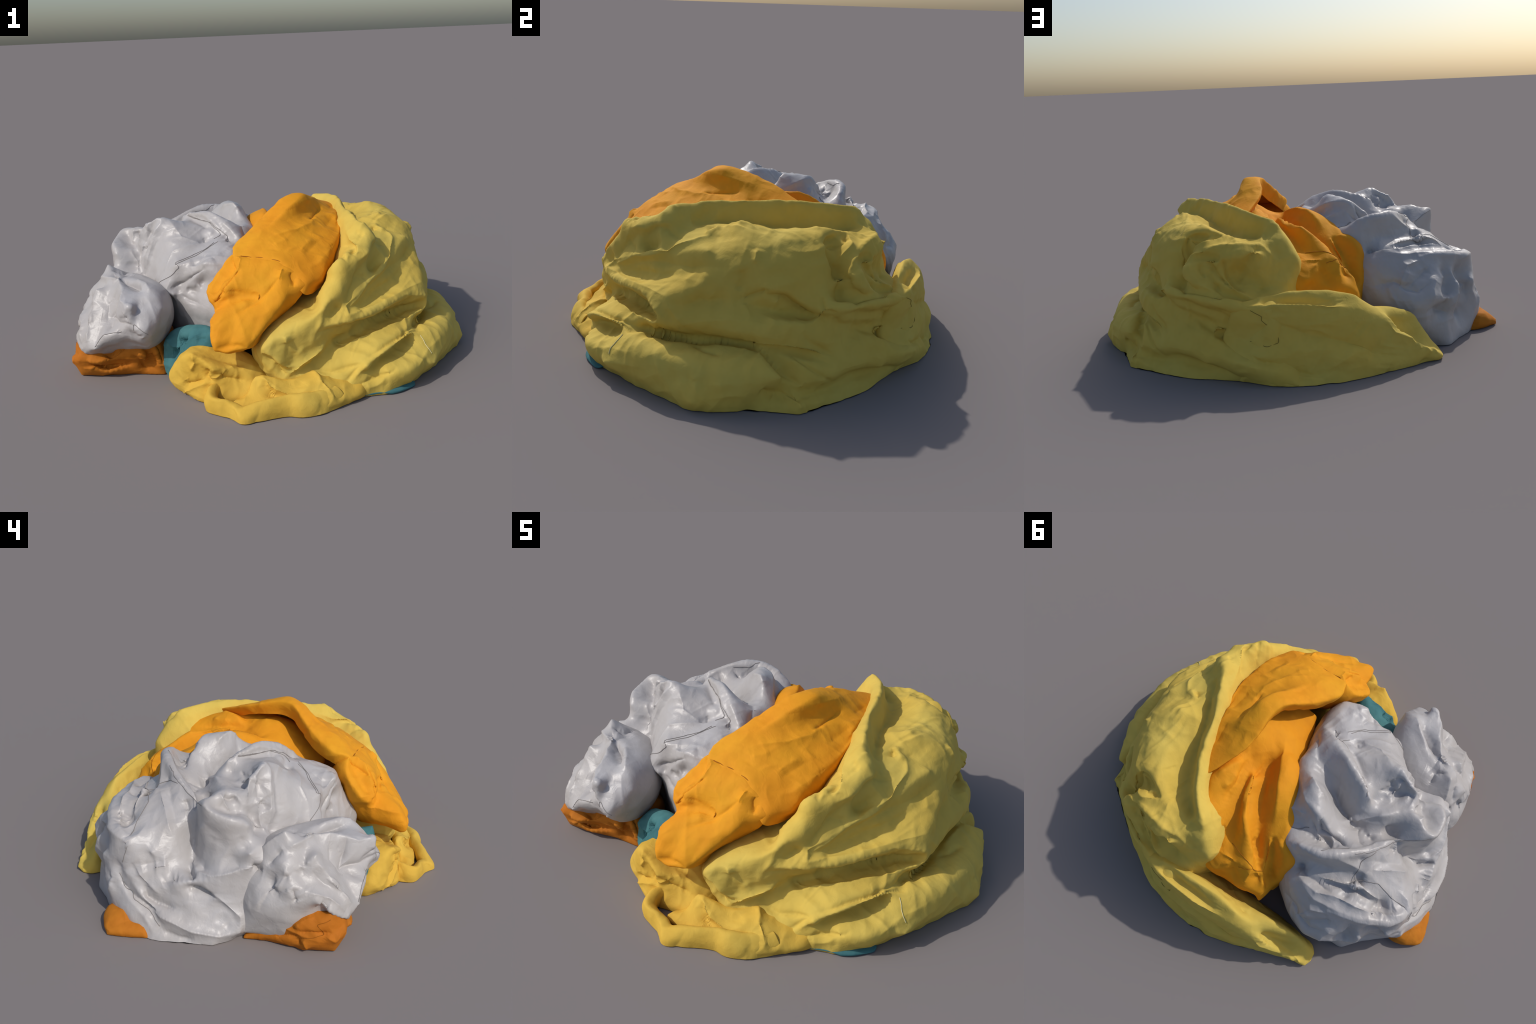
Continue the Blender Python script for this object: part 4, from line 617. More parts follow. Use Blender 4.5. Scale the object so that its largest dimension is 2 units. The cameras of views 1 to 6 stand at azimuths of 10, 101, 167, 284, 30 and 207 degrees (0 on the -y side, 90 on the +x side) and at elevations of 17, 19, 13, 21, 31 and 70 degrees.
crease("white", 0.018, 0.008, (-0.576, -0.105, 0.644), (-0.553, -0.179, 0.56), (-0.589, -0.189, 0.431))
crease("white", 0.018, 0.008, (-0.389, -0.361, 0.504), (-0.24, -0.354, 0.548), (-0.141, -0.359, 0.557))
crease("white", 0.018, 0.008, (-0.413, 0.03, 0.661), (-0.299, -0.068, 0.658), (-0.187, -0.153, 0.614))
crease("white", 0.014, -0.02, (-0.603, -0.138, 0.55), (-0.597, -0.165, 0.499))
crease("white", 0.014, -0.02, (-0.404, -0.386, 0.397), (-0.298, -0.409, 0.476), (-0.227, -0.409, 0.514))
crease("white", 0.009, -0.009, (-0.367, -0.391, 0.381), (-0.322, -0.415, 0.362), (-0.253, -0.447, 0.351))
crease("white", 0.009, -0.009, (-0.333, -0.397, 0.407), (-0.264, -0.416, 0.398))
crease("white", 0.009, -0.009, (-0.433, -0.179, 0.63), (-0.317, -0.217, 0.583))
crease("white", 0.009, -0.009, (-0.405, 0.003, 0.653), (-0.29, -0.113, 0.638), (-0.241, -0.121, 0.635))
crease("white", 0.016, 0.01, (-0.335, 0.531, 0.471), (-0.418, 0.566, 0.454), (-0.627, 0.554, 0.439), (-0.77, 0.493, 0.417))
crease("white", 0.016, 0.01, (-0.246, 0.404, 0.606), (-0.367, 0.4, 0.615), (-0.419, 0.371, 0.623), (-0.531, 0.359, 0.545), (-0.605, 0.368, 0.526))
crease("white", 0.016, 0.01, (-0.116, 0.119, 0.638), (-0.187, 0.211, 0.678), (-0.258, 0.244, 0.668), (-0.354, 0.397, 0.62))
crease("white", 0.014, -0.014, (-0.269, 0.583, 0.32), (-0.349, 0.624, 0.346), (-0.392, 0.661, 0.318), (-0.449, 0.684, 0.304), (-0.526, 0.664, 0.333))
crease("white", 0.014, -0.014, (-0.586, 0.387, 0.516), (-0.517, 0.554, 0.463))
crease("white", 0.014, -0.014, (-0.607, 0.607, 0.367), (-0.618, 0.616, 0.296), (-0.583, 0.68, 0.246))
crease("white", 0.014, -0.014, (-0.675, 0.581, 0.354), (-0.766, 0.525, 0.258), (-0.778, 0.525, 0.182))
crease("white", 0.014, -0.014, (-0.486, 0.699, 0.192), (-0.539, 0.68, 0.203), (-0.631, 0.634, 0.16))
crease("white", 0.018, 0.01, (-0.562, 0.64, 0.356), (-0.528, 0.682, 0.3), (-0.518, 0.702, 0.245))
crease("white", 0.018, 0.01, (-0.689, 0.593, 0.317), (-0.681, 0.622, 0.243), (-0.631, 0.634, 0.18))
crease("white", 0.018, 0.01, (-0.424, 0.62, 0.388), (-0.399, 0.655, 0.33))
crease("white", 0.018, 0.01, (-0.793, 0.522, 0.299), (-0.814, 0.515, 0.225), (-0.85, 0.5, 0.152))
crease("cuff", 0.012, -0.025, (-0.661, -0.36, 0.455), (-0.602, -0.412, 0.45), (-0.51, -0.502, 0.441))
crease("cuff", 0.012, -0.016, (-0.6, -0.52, 0.425), (-0.675, -0.525, 0.312), (-0.611, -0.601, 0.31), (-0.512, -0.651, 0.316))
crease("cuff", 0.012, -0.016, (-0.728, -0.311, 0.47), (-0.669, -0.28, 0.458), (-0.671, -0.208, 0.431))
crease("cuff", 0.007, -0.012, (-0.612, -0.599, 0.314), (-0.537, -0.644, 0.355))
crease("cuff", 0.012, 0.011, (-0.613, -0.484, 0.439), (-0.587, -0.576, 0.406), (-0.52, -0.633, 0.382))
crease("cuff", 0.012, 0.011, (-0.788, -0.471, 0.31), (-0.779, -0.536, 0.247), (-0.78, -0.582, 0.194))
crease("cuff", 0.012, 0.011, (-0.577, -0.389, 0.458), (-0.501, -0.467, 0.457), (-0.473, -0.514, 0.451))
crease("cuff", 0.012, 0.011, (-0.72, -0.35, 0.442), (-0.663, -0.387, 0.445), (-0.618, -0.479, 0.44))
crease("cuff", 0.02, -0.012, (-0.723, -0.322, 0.464), (-0.662, -0.374, 0.452), (-0.643, -0.259, 0.454))
crease("cuff", 0.012, -0.015, (-0.794, -0.28, 0.417), (-0.818, -0.237, 0.384), (-0.826, -0.219, 0.347))
crease("cuff", 0.012, -0.015, (-0.887, -0.362, 0.232), (-0.871, -0.343, 0.29))
crease("cuff", 0.012, -0.015, (-0.797, -0.141, 0.319), (-0.828, -0.202, 0.329))
crease("cuff", 0.012, -0.015, (-0.864, -0.459, 0.231), (-0.859, -0.493, 0.211))
crease("cuff", 0.014, 0.013, (-0.741, -0.108, 0.309), (-0.773, -0.197, 0.41), (-0.755, -0.276, 0.482))
crease("cuff", 0.014, 0.013, (-0.867, -0.398, 0.277), (-0.835, -0.488, 0.243), (-0.811, -0.557, 0.181))
crease("cuff", 0.014, 0.013, (-0.875, -0.316, 0.288), (-0.886, -0.362, 0.24))
crease("cuff", 0.014, 0.013, (-0.788, -0.3, 0.417), (-0.743, -0.339, 0.443), (-0.651, -0.393, 0.447))
crease("cuff", 0.02, -0.01, (-0.651, -0.456, 0.416), (-0.699, -0.474, 0.356), (-0.685, -0.552, 0.277))
crease("cuff", 0.02, -0.01, (-0.8, -0.407, 0.339), (-0.803, -0.462, 0.295), (-0.766, -0.547, 0.241))
crease("cuff", 0.02, -0.01, (-0.842, -0.258, 0.338), (-0.888, -0.237, 0.243), (-0.901, -0.206, 0.166))
crease("cuff", 0.018, 0.009, (-0.783, -0.419, 0.379), (-0.776, -0.474, 0.314), (-0.768, -0.536, 0.252))
crease("cuff", 0.018, 0.009, (-0.832, -0.311, 0.372), (-0.853, -0.296, 0.311), (-0.88, -0.27, 0.244))
crease("cuff", 0.018, 0.009, (-0.53, -0.614, 0.409), (-0.562, -0.632, 0.351))
crease("sheet", 0.01, -0.013, (0.245, -0.178, 0.69), (0.265, -0.093, 0.701), (0.285, 0.006, 0.717))
crease("sheet", 0.012, 0.009, (0.075, -0.385, 0.658), (0.19, -0.304, 0.671), (0.254, -0.21, 0.679), (0.269, -0.109, 0.695), (0.358, -0.013, 0.682))
crease("sheet", 0.02, -0.007, (0.05, -0.332, 0.686), (0.086, -0.251, 0.726), (0.177, -0.181, 0.75))
crease("sheet", 0.02, -0.007, (0.322, -0.178, 0.658), (0.334, -0.094, 0.666), (0.351, -0.035, 0.678))
crease("sheet", 0.012, 0.005, (0.206, -0.132, 0.77), (0.26, 0.042, 0.747))
crease("sheet", 0.012, 0.005, (0.219, -0.426, 0.606), (0.269, -0.317, 0.637))
crease("sheet", 0.012, 0.005, (0.099, -0.422, 0.633), (0.163, -0.374, 0.648))
crease("sheet", 0.012, 0.005, (0.302, -0.448, 0.553), (0.361, -0.315, 0.598))
crease("sheet", 0.012, 0.005, (0.057, -0.312, 0.698), (0.121, -0.23, 0.741), (0.176, -0.165, 0.771))
crease("sheet", 0.012, -0.005, (0.325, 0.044, 0.698), (0.328, 0.164, 0.683))
crease("sheet", 0.012, -0.005, (0.245, -0.431, 0.594), (0.304, -0.298, 0.63))
crease("sheet", 0.012, -0.005, (0.322, -0.407, 0.571), (0.369, -0.279, 0.605))
crease("sleeve", 0.009, -0.014, (-0.14, -0.604, 0.434), (-0.096, -0.585, 0.507), (-0.034, -0.533, 0.555))
crease("sleeve", 0.009, -0.014, (0.193, -0.531, 0.541), (0.21, -0.571, 0.486))
crease("sleeve", 0.01, 0.012, (-0.076, -0.459, 0.593), (-0.038, -0.484, 0.58), (-0.043, -0.526, 0.558), (-0.079, -0.573, 0.522))
crease("sleeve", 0.01, 0.012, (0.155, -0.529, 0.554), (0.145, -0.572, 0.518))
crease("sleeve", 0.012, -0.013, (-0.129, -0.607, 0.415), (-0.043, -0.613, 0.451), (0.053, -0.609, 0.471))
crease("sleeve", 0.01, -0.011, (-0.098, -0.617, 0.427), (-0.01, -0.613, 0.458), (0.056, -0.616, 0.461))
crease("sleeve", 0.01, -0.011, (0.137, -0.569, 0.522), (0.093, -0.609, 0.476), (0.05, -0.63, 0.443), (-0.033, -0.678, 0.4))
crease("sleeve", 0.006, -0.008, (-0.116, -0.768, 0.265), (-0.016, -0.765, 0.289), (0.028, -0.76, 0.275))
crease("sleeve", 0.012, -0.014, (-0.093, -0.454, 0.591), (-0.076, -0.505, 0.539), (-0.094, -0.57, 0.514))
crease("sleeve", 0.012, -0.014, (-0.106, -0.597, 0.487), (-0.133, -0.608, 0.438), (-0.159, -0.589, 0.402))
crease("sleeve", 0.012, -0.014, (-0.096, -0.609, 0.476), (0.047, -0.623, 0.458), (-0.004, -0.637, 0.443))
crease("sleeve", 0.014, 0.011, (-0.17, -0.492, 0.482), (-0.183, -0.529, 0.436), (-0.152, -0.582, 0.434))
crease("sleeve", 0.014, 0.011, (-0.096, -0.582, 0.507), (-0.131, -0.594, 0.453), (-0.157, -0.587, 0.419))
crease("sleeve", 0.014, 0.011, (-0.159, -0.559, 0.377), (-0.135, -0.638, 0.364), (-0.112, -0.738, 0.345))
crease("inside", 0.011, -0.016, (0.116, 0.468, 0.546), (0.097, 0.543, 0.503), (0.087, 0.577, 0.48))
crease("inside", 0.011, -0.016, (-0.04, 0.442, 0.512), (-0.092, 0.529, 0.454))
crease("inside", 0.011, -0.016, (-0.098, 0.43, 0.53), (-0.128, 0.512, 0.459), (-0.185, 0.612, 0.317))
crease("inside", 0.01, 0.011, (0.072, 0.362, 0.593), (-0.012, 0.469, 0.555), (-0.09, 0.561, 0.474))
crease("inside", 0.01, 0.011, (-0.091, 0.585, 0.469), (-0.076, 0.649, 0.38))
crease("inside", 0.01, 0.011, (-0.097, 0.574, 0.464), (-0.152, 0.596, 0.377), (-0.187, 0.616, 0.31))
crease("inside", 0.01, 0.011, (0.079, 0.579, 0.477), (-0.004, 0.579, 0.472), (0.056, 0.627, 0.435))
crease("inside", 0.01, 0.011, (0.171, 0.478, 0.589), (0.129, 0.538, 0.538), (0.112, 0.578, 0.483))
crease("inside", 0.012, -0.016, (0.286, 0.308, 0.635), (0.241, 0.234, 0.675), (0.171, 0.097, 0.647))
crease("inside", 0.012, -0.016, (0.155, 0.14, 0.624), (0.144, 0.267, 0.618), (0.152, 0.382, 0.593))
crease("inside", 0.012, -0.016, (0.074, 0.1, 0.582), (0.089, 0.169, 0.596), (0.075, 0.264, 0.617), (0.014, 0.392, 0.587))
crease("inside", 0.012, 0.012, (0.101, 0.181, 0.612), (0.094, 0.289, 0.602), (0.071, 0.367, 0.595))
crease("inside", 0.012, 0.012, (0.045, -0.03, 0.603), (-0.034, 0.184, 0.645), (-0.09, 0.338, 0.584))
crease("inside", 0.012, 0.012, (0.238, 0.299, 0.658), (0.201, 0.215, 0.665), (0.168, 0.161, 0.641))
crease("inside", 0.012, 0.012, (0.19, 0.331, 0.635), (0.174, 0.291, 0.638), (0.171, 0.226, 0.648))
crease("crumple", 0.01, -0.013, (-0.734, -0.552, 0.138), (-0.69, -0.548, 0.117), (-0.67, -0.551, 0.11), (-0.595, -0.536, 0.164), (-0.512, -0.526, 0.182))
crease("crumple", 0.01, -0.013, (-0.578, -0.541, 0.123), (-0.546, -0.533, 0.086), (-0.513, -0.493, 0.018))
crease("crumple", 0.01, -0.013, (-0.742, -0.571, 0.082), (-0.737, -0.544, 0.054), (-0.687, -0.538, 0.043))
crease("crumple", 0.01, -0.013, (-0.489, -0.51, 0.127), (-0.482, -0.5, 0.073), (-0.496, -0.494, 0.04))
crease("crumple", 0.01, -0.013, (-0.462, -0.505, 0.175), (-0.441, -0.503, 0.096), (-0.44, -0.505, 0.047))
crease("crumple", 0.012, 0.012, (-0.666, -0.549, 0.114), (-0.614, -0.538, 0.155), (-0.575, -0.534, 0.184))
crease("crumple", 0.012, 0.012, (-0.792, -0.573, 0.101), (-0.731, -0.57, 0.097), (-0.679, -0.554, 0.106))
crease("crumple", 0.012, 0.012, (-0.821, -0.562, 0.055), (-0.75, -0.547, 0.055), (-0.682, -0.539, 0.039), (-0.615, -0.523, 0.049))
crease("crumple", 0.012, 0.012, (-0.551, -0.534, 0.136), (-0.51, -0.522, 0.102))
crease("crumple", 0.012, 0.012, (-0.451, -0.502, 0.154), (-0.465, -0.512, 0.119), (-0.458, -0.508, 0.053))
crease("crumple", 0.01, -0.012, (-0.879, -0.276, 0.047), (-0.889, -0.331, 0.068), (-0.899, -0.386, 0.072))
crease("crumple", 0.01, -0.012, (-0.893, -0.373, 0.095), (-0.897, -0.436, 0.109), (-0.871, -0.519, 0.103))
crease("crumple", 0.01, -0.012, (-0.897, -0.372, 0.068), (-0.895, -0.387, 0.033))
crease("crumple", 0.01, -0.012, (-0.825, -0.447, 0.194), (-0.836, -0.494, 0.197))
crease("crumple", 0.012, 0.012, (-0.9, -0.397, 0.071), (-0.887, -0.422, 0.018))
crease("crumple", 0.012, 0.012, (-0.884, -0.354, 0.105), (-0.874, -0.399, 0.143), (-0.862, -0.438, 0.163))
crease("crumple", 0.012, 0.012, (-0.89, -0.488, 0.097), (-0.87, -0.531, 0.069), (-0.85, -0.55, 0.107))
crease("lump", 0.01, -0.014, (-0.28, -0.707, 0.083), (-0.267, -0.711, 0.067), (-0.181, -0.73, 0.103))
crease("lump", 0.01, -0.014, (-0.157, -0.742, 0.161), (-0.172, -0.727, 0.121), (-0.136, -0.738, 0.1))
crease("lump", 0.01, -0.014, (-0.101, -0.729, 0.147), (-0.095, -0.726, 0.118), (-0.002, -0.707, 0.095))
crease("lump", 0.009, 0.013, (-0.148, -0.746, 0.158), (-0.149, -0.733, 0.12), (-0.124, -0.73, 0.115), (-0.079, -0.712, 0.154))
crease("lump", 0.009, 0.013, (-0.231, -0.708, 0.215), (-0.223, -0.713, 0.181), (-0.248, -0.713, 0.134))
crease("lump", 0.009, 0.013, (-0.295, -0.687, 0.006), (-0.229, -0.726, 0.057), (-0.154, -0.737, 0.099))
crease("hem", 0.01, 0.011, (0.07, -0.714, 0.133), (0.119, -0.757, 0.093), (0.204, -0.774, 0.068), (0.31, -0.791, 0.047))
crease("hem", 0.01, 0.011, (0.264, -0.648, 0.118), (0.333, -0.705, 0.106), (0.388, -0.756, 0.06))
crease("hem", 0.01, 0.011, (0.179, -0.809, 0.041), (0.224, -0.804, 0.049), (0.299, -0.811, 0.026))
crease("hem", 0.01, -0.011, (0.12, -0.8, 0.051), (0.19, -0.79, 0.058), (0.267, -0.805, 0.046))
crease("hem", 0.01, -0.011, (0.337, -0.711, 0.103), (0.361, -0.72, 0.091), (0.363, -0.738, 0.079))
crease("hem", 0.01, -0.011, (0.133, -0.77, 0.061), (0.094, -0.756, 0.09), (0.097, -0.738, 0.12))
crease("teal", 0.014, -0.03, (-0.34, -0.551, 0.208), (-0.287, -0.574, 0.229))
crease("teal", 0.01, 0.012, (-0.411, -0.514, 0.2), (-0.367, -0.545, 0.175), (-0.308, -0.588, 0.192))
crease("teal", 0.01, 0.012, (-0.355, -0.607, 0.103), (-0.29, -0.585, 0.21), (-0.205, -0.584, 0.273))
crease("teal", 0.012, -0.012, (-0.378, -0.545, 0.146), (-0.335, -0.601, 0.144))
crease("teal", 0.012, -0.012, (-0.235, -0.598, 0.241), (-0.191, -0.612, 0.248))


# ------------------------------------------------------------------ seams
SEAMS = {}


def stitch(cloth, *points):
    """A sewn seam along a line on a cloth."""
    SEAMS.setdefault(cloth, []).append(points)


stitch("white", (-0.355, 0.394, 0.621), (-0.496, 0.313, 0.598), (-0.558, 0.263, 0.574), (-0.61, 0.198, 0.538), (-0.788, 0.082, 0.567))
stitch("white", (-0.575, 0.253, 0.562), (-0.555, 0.3, 0.568), (-0.541, 0.329, 0.554), (-0.544, 0.403, 0.504), (-0.659, 0.369, 0.496), (-0.732, 0.388, 0.449), (-0.782, 0.388, 0.408), (-0.855, 0.396, 0.353))
stitch("white", (-0.433, 0.058, 0.657), (-0.372, -0.016, 0.657), (-0.27, -0.091, 0.653))
stitch("white", (-0.781, 0.388, 0.408), (-0.851, 0.387, 0.366), (-0.863, 0.412, 0.288))
stitch("white", (-0.858, 0.429, 0.23), (-0.876, 0.403, 0.186), (-0.895, 0.358, 0.163), (-0.908, 0.338, 0.137), (-0.919, 0.273, 0.113), (-0.946, 0.215, 0.052))
stitch("white", (-0.27, -0.091, 0.653), (-0.2, -0.162, 0.613), (-0.229, -0.185, 0.6))
stitch("white", (-0.221, -0.224, 0.593), (-0.254, -0.268, 0.573), (-0.39, -0.345, 0.518), (-0.363, -0.368, 0.506), (-0.407, -0.37, 0.462), (-0.479, -0.336, 0.415))
stitch("white", (-0.386, -0.358, 0.514), (-0.274, -0.292, 0.559), (-0.204, -0.223, 0.594))
stitch("white", (-0.414, 0.032, 0.663), (-0.314, -0.062, 0.656), (-0.249, -0.101, 0.655), (-0.175, -0.156, 0.608), (-0.146, -0.207, 0.59))
stitch("white", (-0.125, 0.318, 0.551), (-0.186, 0.332, 0.575), (-0.25, 0.305, 0.587))
stitch("cuff", (-0.731, -0.606, 0.186), (-0.68, -0.61, 0.254), (-0.583, -0.619, 0.272))
stitch("cuff", (-0.516, -0.651, 0.292), (-0.514, -0.646, 0.323), (-0.444, -0.655, 0.275))
stitch("tail", (0.374, 0.776, 0.325), (0.326, 0.802, 0.297), (0.334, 0.801, 0.284), (0.264, 0.814, 0.215), (0.264, 0.823, 0.183), (0.313, 0.812, 0.166), (0.379, 0.765, 0.185))
stitch("tail", (0.311, 0.84, 0.081), (0.328, 0.834, 0.079), (0.339, 0.838, 0.018))
stitch("inside", (0.048, 0.516, 0.499), (-0.043, 0.554, 0.503), (-0.097, 0.574, 0.464), (-0.15, 0.555, 0.42))
stitch("inside", (-0.097, 0.574, 0.464), (-0.028, 0.6, 0.461))
stitch("crumple", (-0.862, -0.507, 0.16), (-0.883, -0.451, 0.137), (-0.887, -0.49, 0.106), (-0.901, -0.449, 0.088), (-0.901, -0.393, 0.075))
stitch("scratch", (0.764, -0.368, 0.189), (0.778, -0.384, 0.166), (0.795, -0.404, 0.147), (0.816, -0.41, 0.12))  # pale scratch on the yellow cloth, not a sewn seam
stitch("sleeve", (-0.044, -0.47, 0.593), (0.058, -0.477, 0.594), (0.147, -0.501, 0.58), (0.203, -0.511, 0.552), (0.272, -0.542, 0.493))

# ------------------------------------------------------------------ materials
def cloth_material(name, base, warm, dark, rough, sheen, spots=0.0):
    """Woven cloth: large soft tone drifts, faint streaks and a fine weave."""
    m = bpy.data.materials.new(name)
    m.use_nodes = True
    t = m.node_tree
    bsdf = t.nodes["Principled BSDF"]

    def node(kind, **props):
        n = t.nodes.new("ShaderNode" + kind)
        for k, v in props.items():
            setattr(n, k, v)
        return n

    def link(a, b):
        t.links.new(a, b)

    co = node("TexCoord").outputs["Object"]
    drift = node("TexNoise")
    drift.inputs["Scale"].default_value = 3.2
    drift.inputs["Detail"].default_value = 3
    link(co, drift.inputs["Vector"])
    ramp = node("ValToRGB")
    ramp.color_ramp.elements[0].position, ramp.color_ramp.elements[1].position = 0.32, 0.7
    ramp.color_ramp.elements[0].color = (*warm, 1)
    ramp.color_ramp.elements[1].color = (*base, 1)
    link(drift.outputs["Fac"], ramp.inputs["Fac"])

    streak = node("TexNoise")
    streak.inputs["Scale"].default_value = 22
    streak.inputs["Detail"].default_value = 5
    link(co, streak.inputs["Vector"])
    fac = node("MapRange")
    fac.inputs["From Min"].default_value, fac.inputs["From Max"].default_value = 0.42, 0.75
    fac.inputs["To Min"].default_value, fac.inputs["To Max"].default_value = 0.0, 0.35
    link(streak.outputs["Fac"], fac.inputs["Value"])
    mix = node("Mix", data_type="RGBA")
    link(fac.outputs[0], mix.inputs["Factor"])
    link(ramp.outputs["Color"], mix.inputs["A"])
    mix.inputs["B"].default_value = (*dark, 1)
    link(mix.outputs["Result"], bsdf.inputs["Base Color"])

    weave = node("TexNoise")
    weave.inputs["Scale"].default_value = 260
    weave.inputs["Detail"].default_value = 2
    link(co, weave.inputs["Vector"])
    crumple = node("TexNoise")
    crumple.inputs["Scale"].default_value = 26
    crumple.inputs["Detail"].default_value = 3
    crumple.inputs["Distortion"].default_value = 0.6
    link(co, crumple.inputs["Vector"])
    b1 = node("Bump")
    b1.inputs["Strength"].default_value, b1.inputs["Distance"].default_value = 0.10, 0.002
    link(weave.outputs["Fac"], b1.inputs["Height"])
    b2 = node("Bump")
    b2.inputs["Strength"].default_value, b2.inputs["Distance"].default_value = 0.14, 0.02
    link(crumple.outputs["Fac"], b2.inputs["Height"])
    link(b1.outputs["Normal"], b2.inputs["Normal"])
    link(b2.outputs["Normal"], bsdf.inputs["Normal"])
    bsdf.inputs["Roughness"].default_value = rough
    bsdf.inputs["Specular IOR Level"].default_value = 0.5 if rough < 0.6 else 0.15
    bsdf.inputs["Sheen Weight"].default_value = sheen
    bsdf.inputs["Sheen Roughness"].default_value = 0.5
    return m


YELLOW = cloth_material("yellow_cotton", (0.65, 0.49, 0.105), (0.67, 0.465, 0.085), (0.57, 0.40, 0.07), 0.8, 0.0)
GOLD = cloth_material("golden_yellow_cotton", (0.68, 0.46, 0.08), (0.66, 0.40, 0.055), (0.54, 0.33, 0.045), 0.8, 0.0)
ORANGE = cloth_material("orange_cotton", (0.75, 0.335, 0.018), (0.74, 0.275, 0.013), (0.64, 0.24, 0.013), 0.75, 0.0)
RUST = cloth_material("rust_orange_cotton", (0.50, 0.18, 0.017), (0.46, 0.145, 0.013), (0.36, 0.105, 0.01), 0.75, 0.0)
WHITE = cloth_material("white_satin", (0.455, 0.44, 0.44), (0.42, 0.395, 0.38), (0.385, 0.355, 0.335), 0.40, 0.0)
TEAL = cloth_material("teal_cotton", (0.085, 0.23, 0.235), (0.04, 0.14, 0.16), (0.02, 0.08, 0.10), 0.8, 0.0)
WHITE_THREAD = cloth_material("white_thread", (0.25, 0.235, 0.225), (0.22, 0.2, 0.19), (0.2, 0.18, 0.17), 0.7, 0.0)
YELLOW_THREAD = cloth_material("yellow_thread", (0.24, 0.18, 0.04), (0.22, 0.16, 0.03), (0.2, 0.14, 0.03), 0.8, 0.0)
ORANGE_THREAD = cloth_material("orange_thread", (0.36, 0.13, 0.01), (0.33, 0.11, 0.01), (0.3, 0.1, 0.01), 0.8, 0.0)
PALE_SCRATCH = cloth_material("pale_scratch", (0.72, 0.66, 0.36), (0.7, 0.62, 0.32), (0.65, 0.58, 0.3), 0.8, 0.0)


# ------------------------------------------------------------------ objects
def mesh_object(name, co, quads, material, parent=None):
    me = bpy.data.meshes.new(name)
    me.from_pydata(co.tolist(), [], quads.tolist())
    me.polygons.foreach_set("use_smooth", [True] * len(me.polygons))
    me.materials.append(material)
    ob = bpy.data.objects.new(name, me)
    bpy.context.scene.collection.objects.link(ob)
    ob.parent = parent
    return ob


def garment(name, label, category="shirt"):
    ob = bpy.data.objects.new(name, None)
    bpy.context.scene.collection.objects.link(ob)
    ob["label"], ob["category"] = label, category
    return ob


def draped(name, key, scale, n, material, parent, soft=2, crimp=0.006):
    co, quads = drape(HEART[key], scale, FOLDS[key], n, soft, crimp=crimp, wrinkles=CREASES.get(key, ()))
    return mesh_object(name, co, quads, material, parent)


def lofted(name, key, nu, nv, material, parent):
    co, quads = loft(FOLDS[key], nu, nv, CREASES.get(key, ()))
    ob = mesh_object(name, co, quads, material, parent)
    solid = ob.modifiers.new("thickness", "SOLIDIFY")
    solid.thickness, solid.offset = 0.006, -1
    return ob


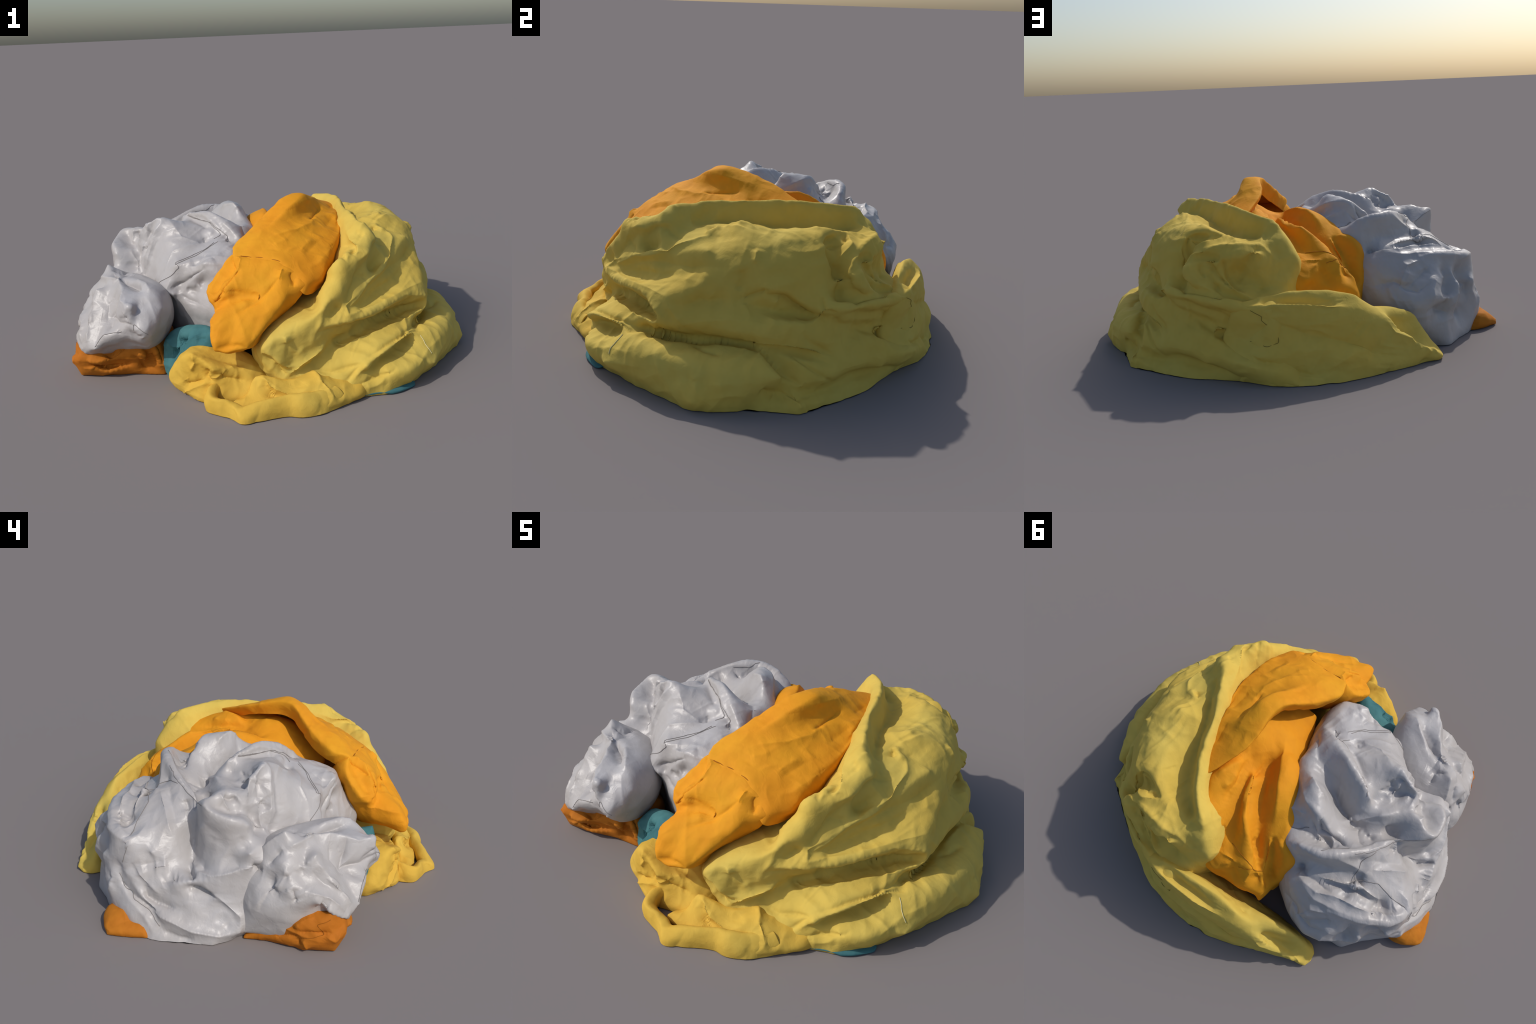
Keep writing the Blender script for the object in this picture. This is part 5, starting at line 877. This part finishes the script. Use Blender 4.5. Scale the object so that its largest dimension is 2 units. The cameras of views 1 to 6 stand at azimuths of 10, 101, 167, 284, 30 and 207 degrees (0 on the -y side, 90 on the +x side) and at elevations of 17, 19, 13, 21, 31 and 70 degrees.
def seams(key, cloth, material, radius=0.0013, name="seam"):
    """Thin raised thread along each seam line, laid on the finished cloth."""
    me = cloth.data
    co = np.empty(len(me.vertices) * 3)
    me.vertices.foreach_get("co", co)
    co = co.reshape(-1, 3)
    no = np.empty(len(me.vertices) * 3)
    me.vertices.foreach_get("normal", no)
    no = no.reshape(-1, 3)
    for line in SEAMS.get(key, ()):
        path = along(line, 0.008)
        near = np.array([((co - p) ** 2).sum(1).argmin() for p in path])
        pts = co[near] + no[near] * radius * 0.8
        pts[1:-1] = (pts[:-2] + 2 * pts[1:-1] + pts[2:]) / 4
        cu = bpy.data.curves.new(name, "CURVE")
        cu.dimensions, cu.bevel_depth, cu.bevel_resolution = "3D", radius, 1
        sp = cu.splines.new("POLY")
        sp.points.add(len(pts) - 1)
        sp.points.foreach_set("co", np.c_[pts, np.ones(len(pts))].ravel())
        tmp = bpy.data.objects.new(name, cu)
        bpy.context.scene.collection.objects.link(tmp)
        thread = bpy.data.meshes.new_from_object(tmp.evaluated_get(bpy.context.evaluated_depsgraph_get()))
        bpy.data.objects.remove(tmp)
        thread.materials.clear()
        thread.materials.append(material)
        ob = bpy.data.objects.new(name, thread)
        bpy.context.scene.collection.objects.link(ob)
        ob.parent = cloth


yellow = garment("yellow_shirt", "crumpled golden yellow cotton shirt draped over the heap")
shirt = draped("shirt_body", "yellow", (1, 1, .8), 220, YELLOW, yellow)
tail = draped("shirt_tail", "tail", (1, .35, .5), 110, YELLOW, yellow)
draped("sleeve", "lump", (1, .6, .6), 80, GOLD, yellow)
draped("hem", "hem", (1, .6, .4), 80, GOLD, yellow)
lofted("hem_ribbon", "loop", 200, 40, GOLD, yellow)
seams("tail", tail, YELLOW_THREAD)
seams("scratch", shirt, PALE_SCRATCH, 0.0016, "scratch_mark")  # scratch line modelled as a thin pale tube; no real thread here

white = garment("white_trousers", "crumpled white satin trousers heaped in folds", "trousers")
body = draped("trouser_body", "white", (1, 1, 1), 220, WHITE, white, crimp=0.0035)
leg = draped("trouser_leg", "cuff", (1, 1, 1), 120, WHITE, white, crimp=0.0035)
seams("white", body, WHITE_THREAD)
seams("cuff", leg, WHITE_THREAD)

orange = garment("orange_shirt", "bright orange cotton shirt folded into the heap")
lofted("shirt_front", "sheet", 220, 160, ORANGE, orange)
arm = draped("shirt_sleeve", "sleeve", (1, 1, 1), 110, ORANGE, orange, crimp=0.004)
lining = draped("shirt_lining", "inside", (1, 1, 1), 130, ORANGE, orange)
seams("inside", lining, ORANGE_THREAD)
seams("sleeve", arm, ORANGE_THREAD, 0.0022)

rust = garment("rust_shirt", "crumpled dark orange shirt squashed under the white cloth")
draped("shirt_corner", "corner", (1, 1, .6), 50, RUST, rust)
cuff = draped("shirt_cuff", "crumple", (1, 1, .8), 90, RUST, rust)
seams("crumple", cuff, ORANGE_THREAD)

teal = garment("teal_shirt", "crumpled teal shirt peeking out at the bottom")
draped("shirt_fold", "teal", (1, 1, 1), 70, TEAL, teal)
draped("shirt_hem", "scrap", (1, 1, .3), 40, TEAL, teal)
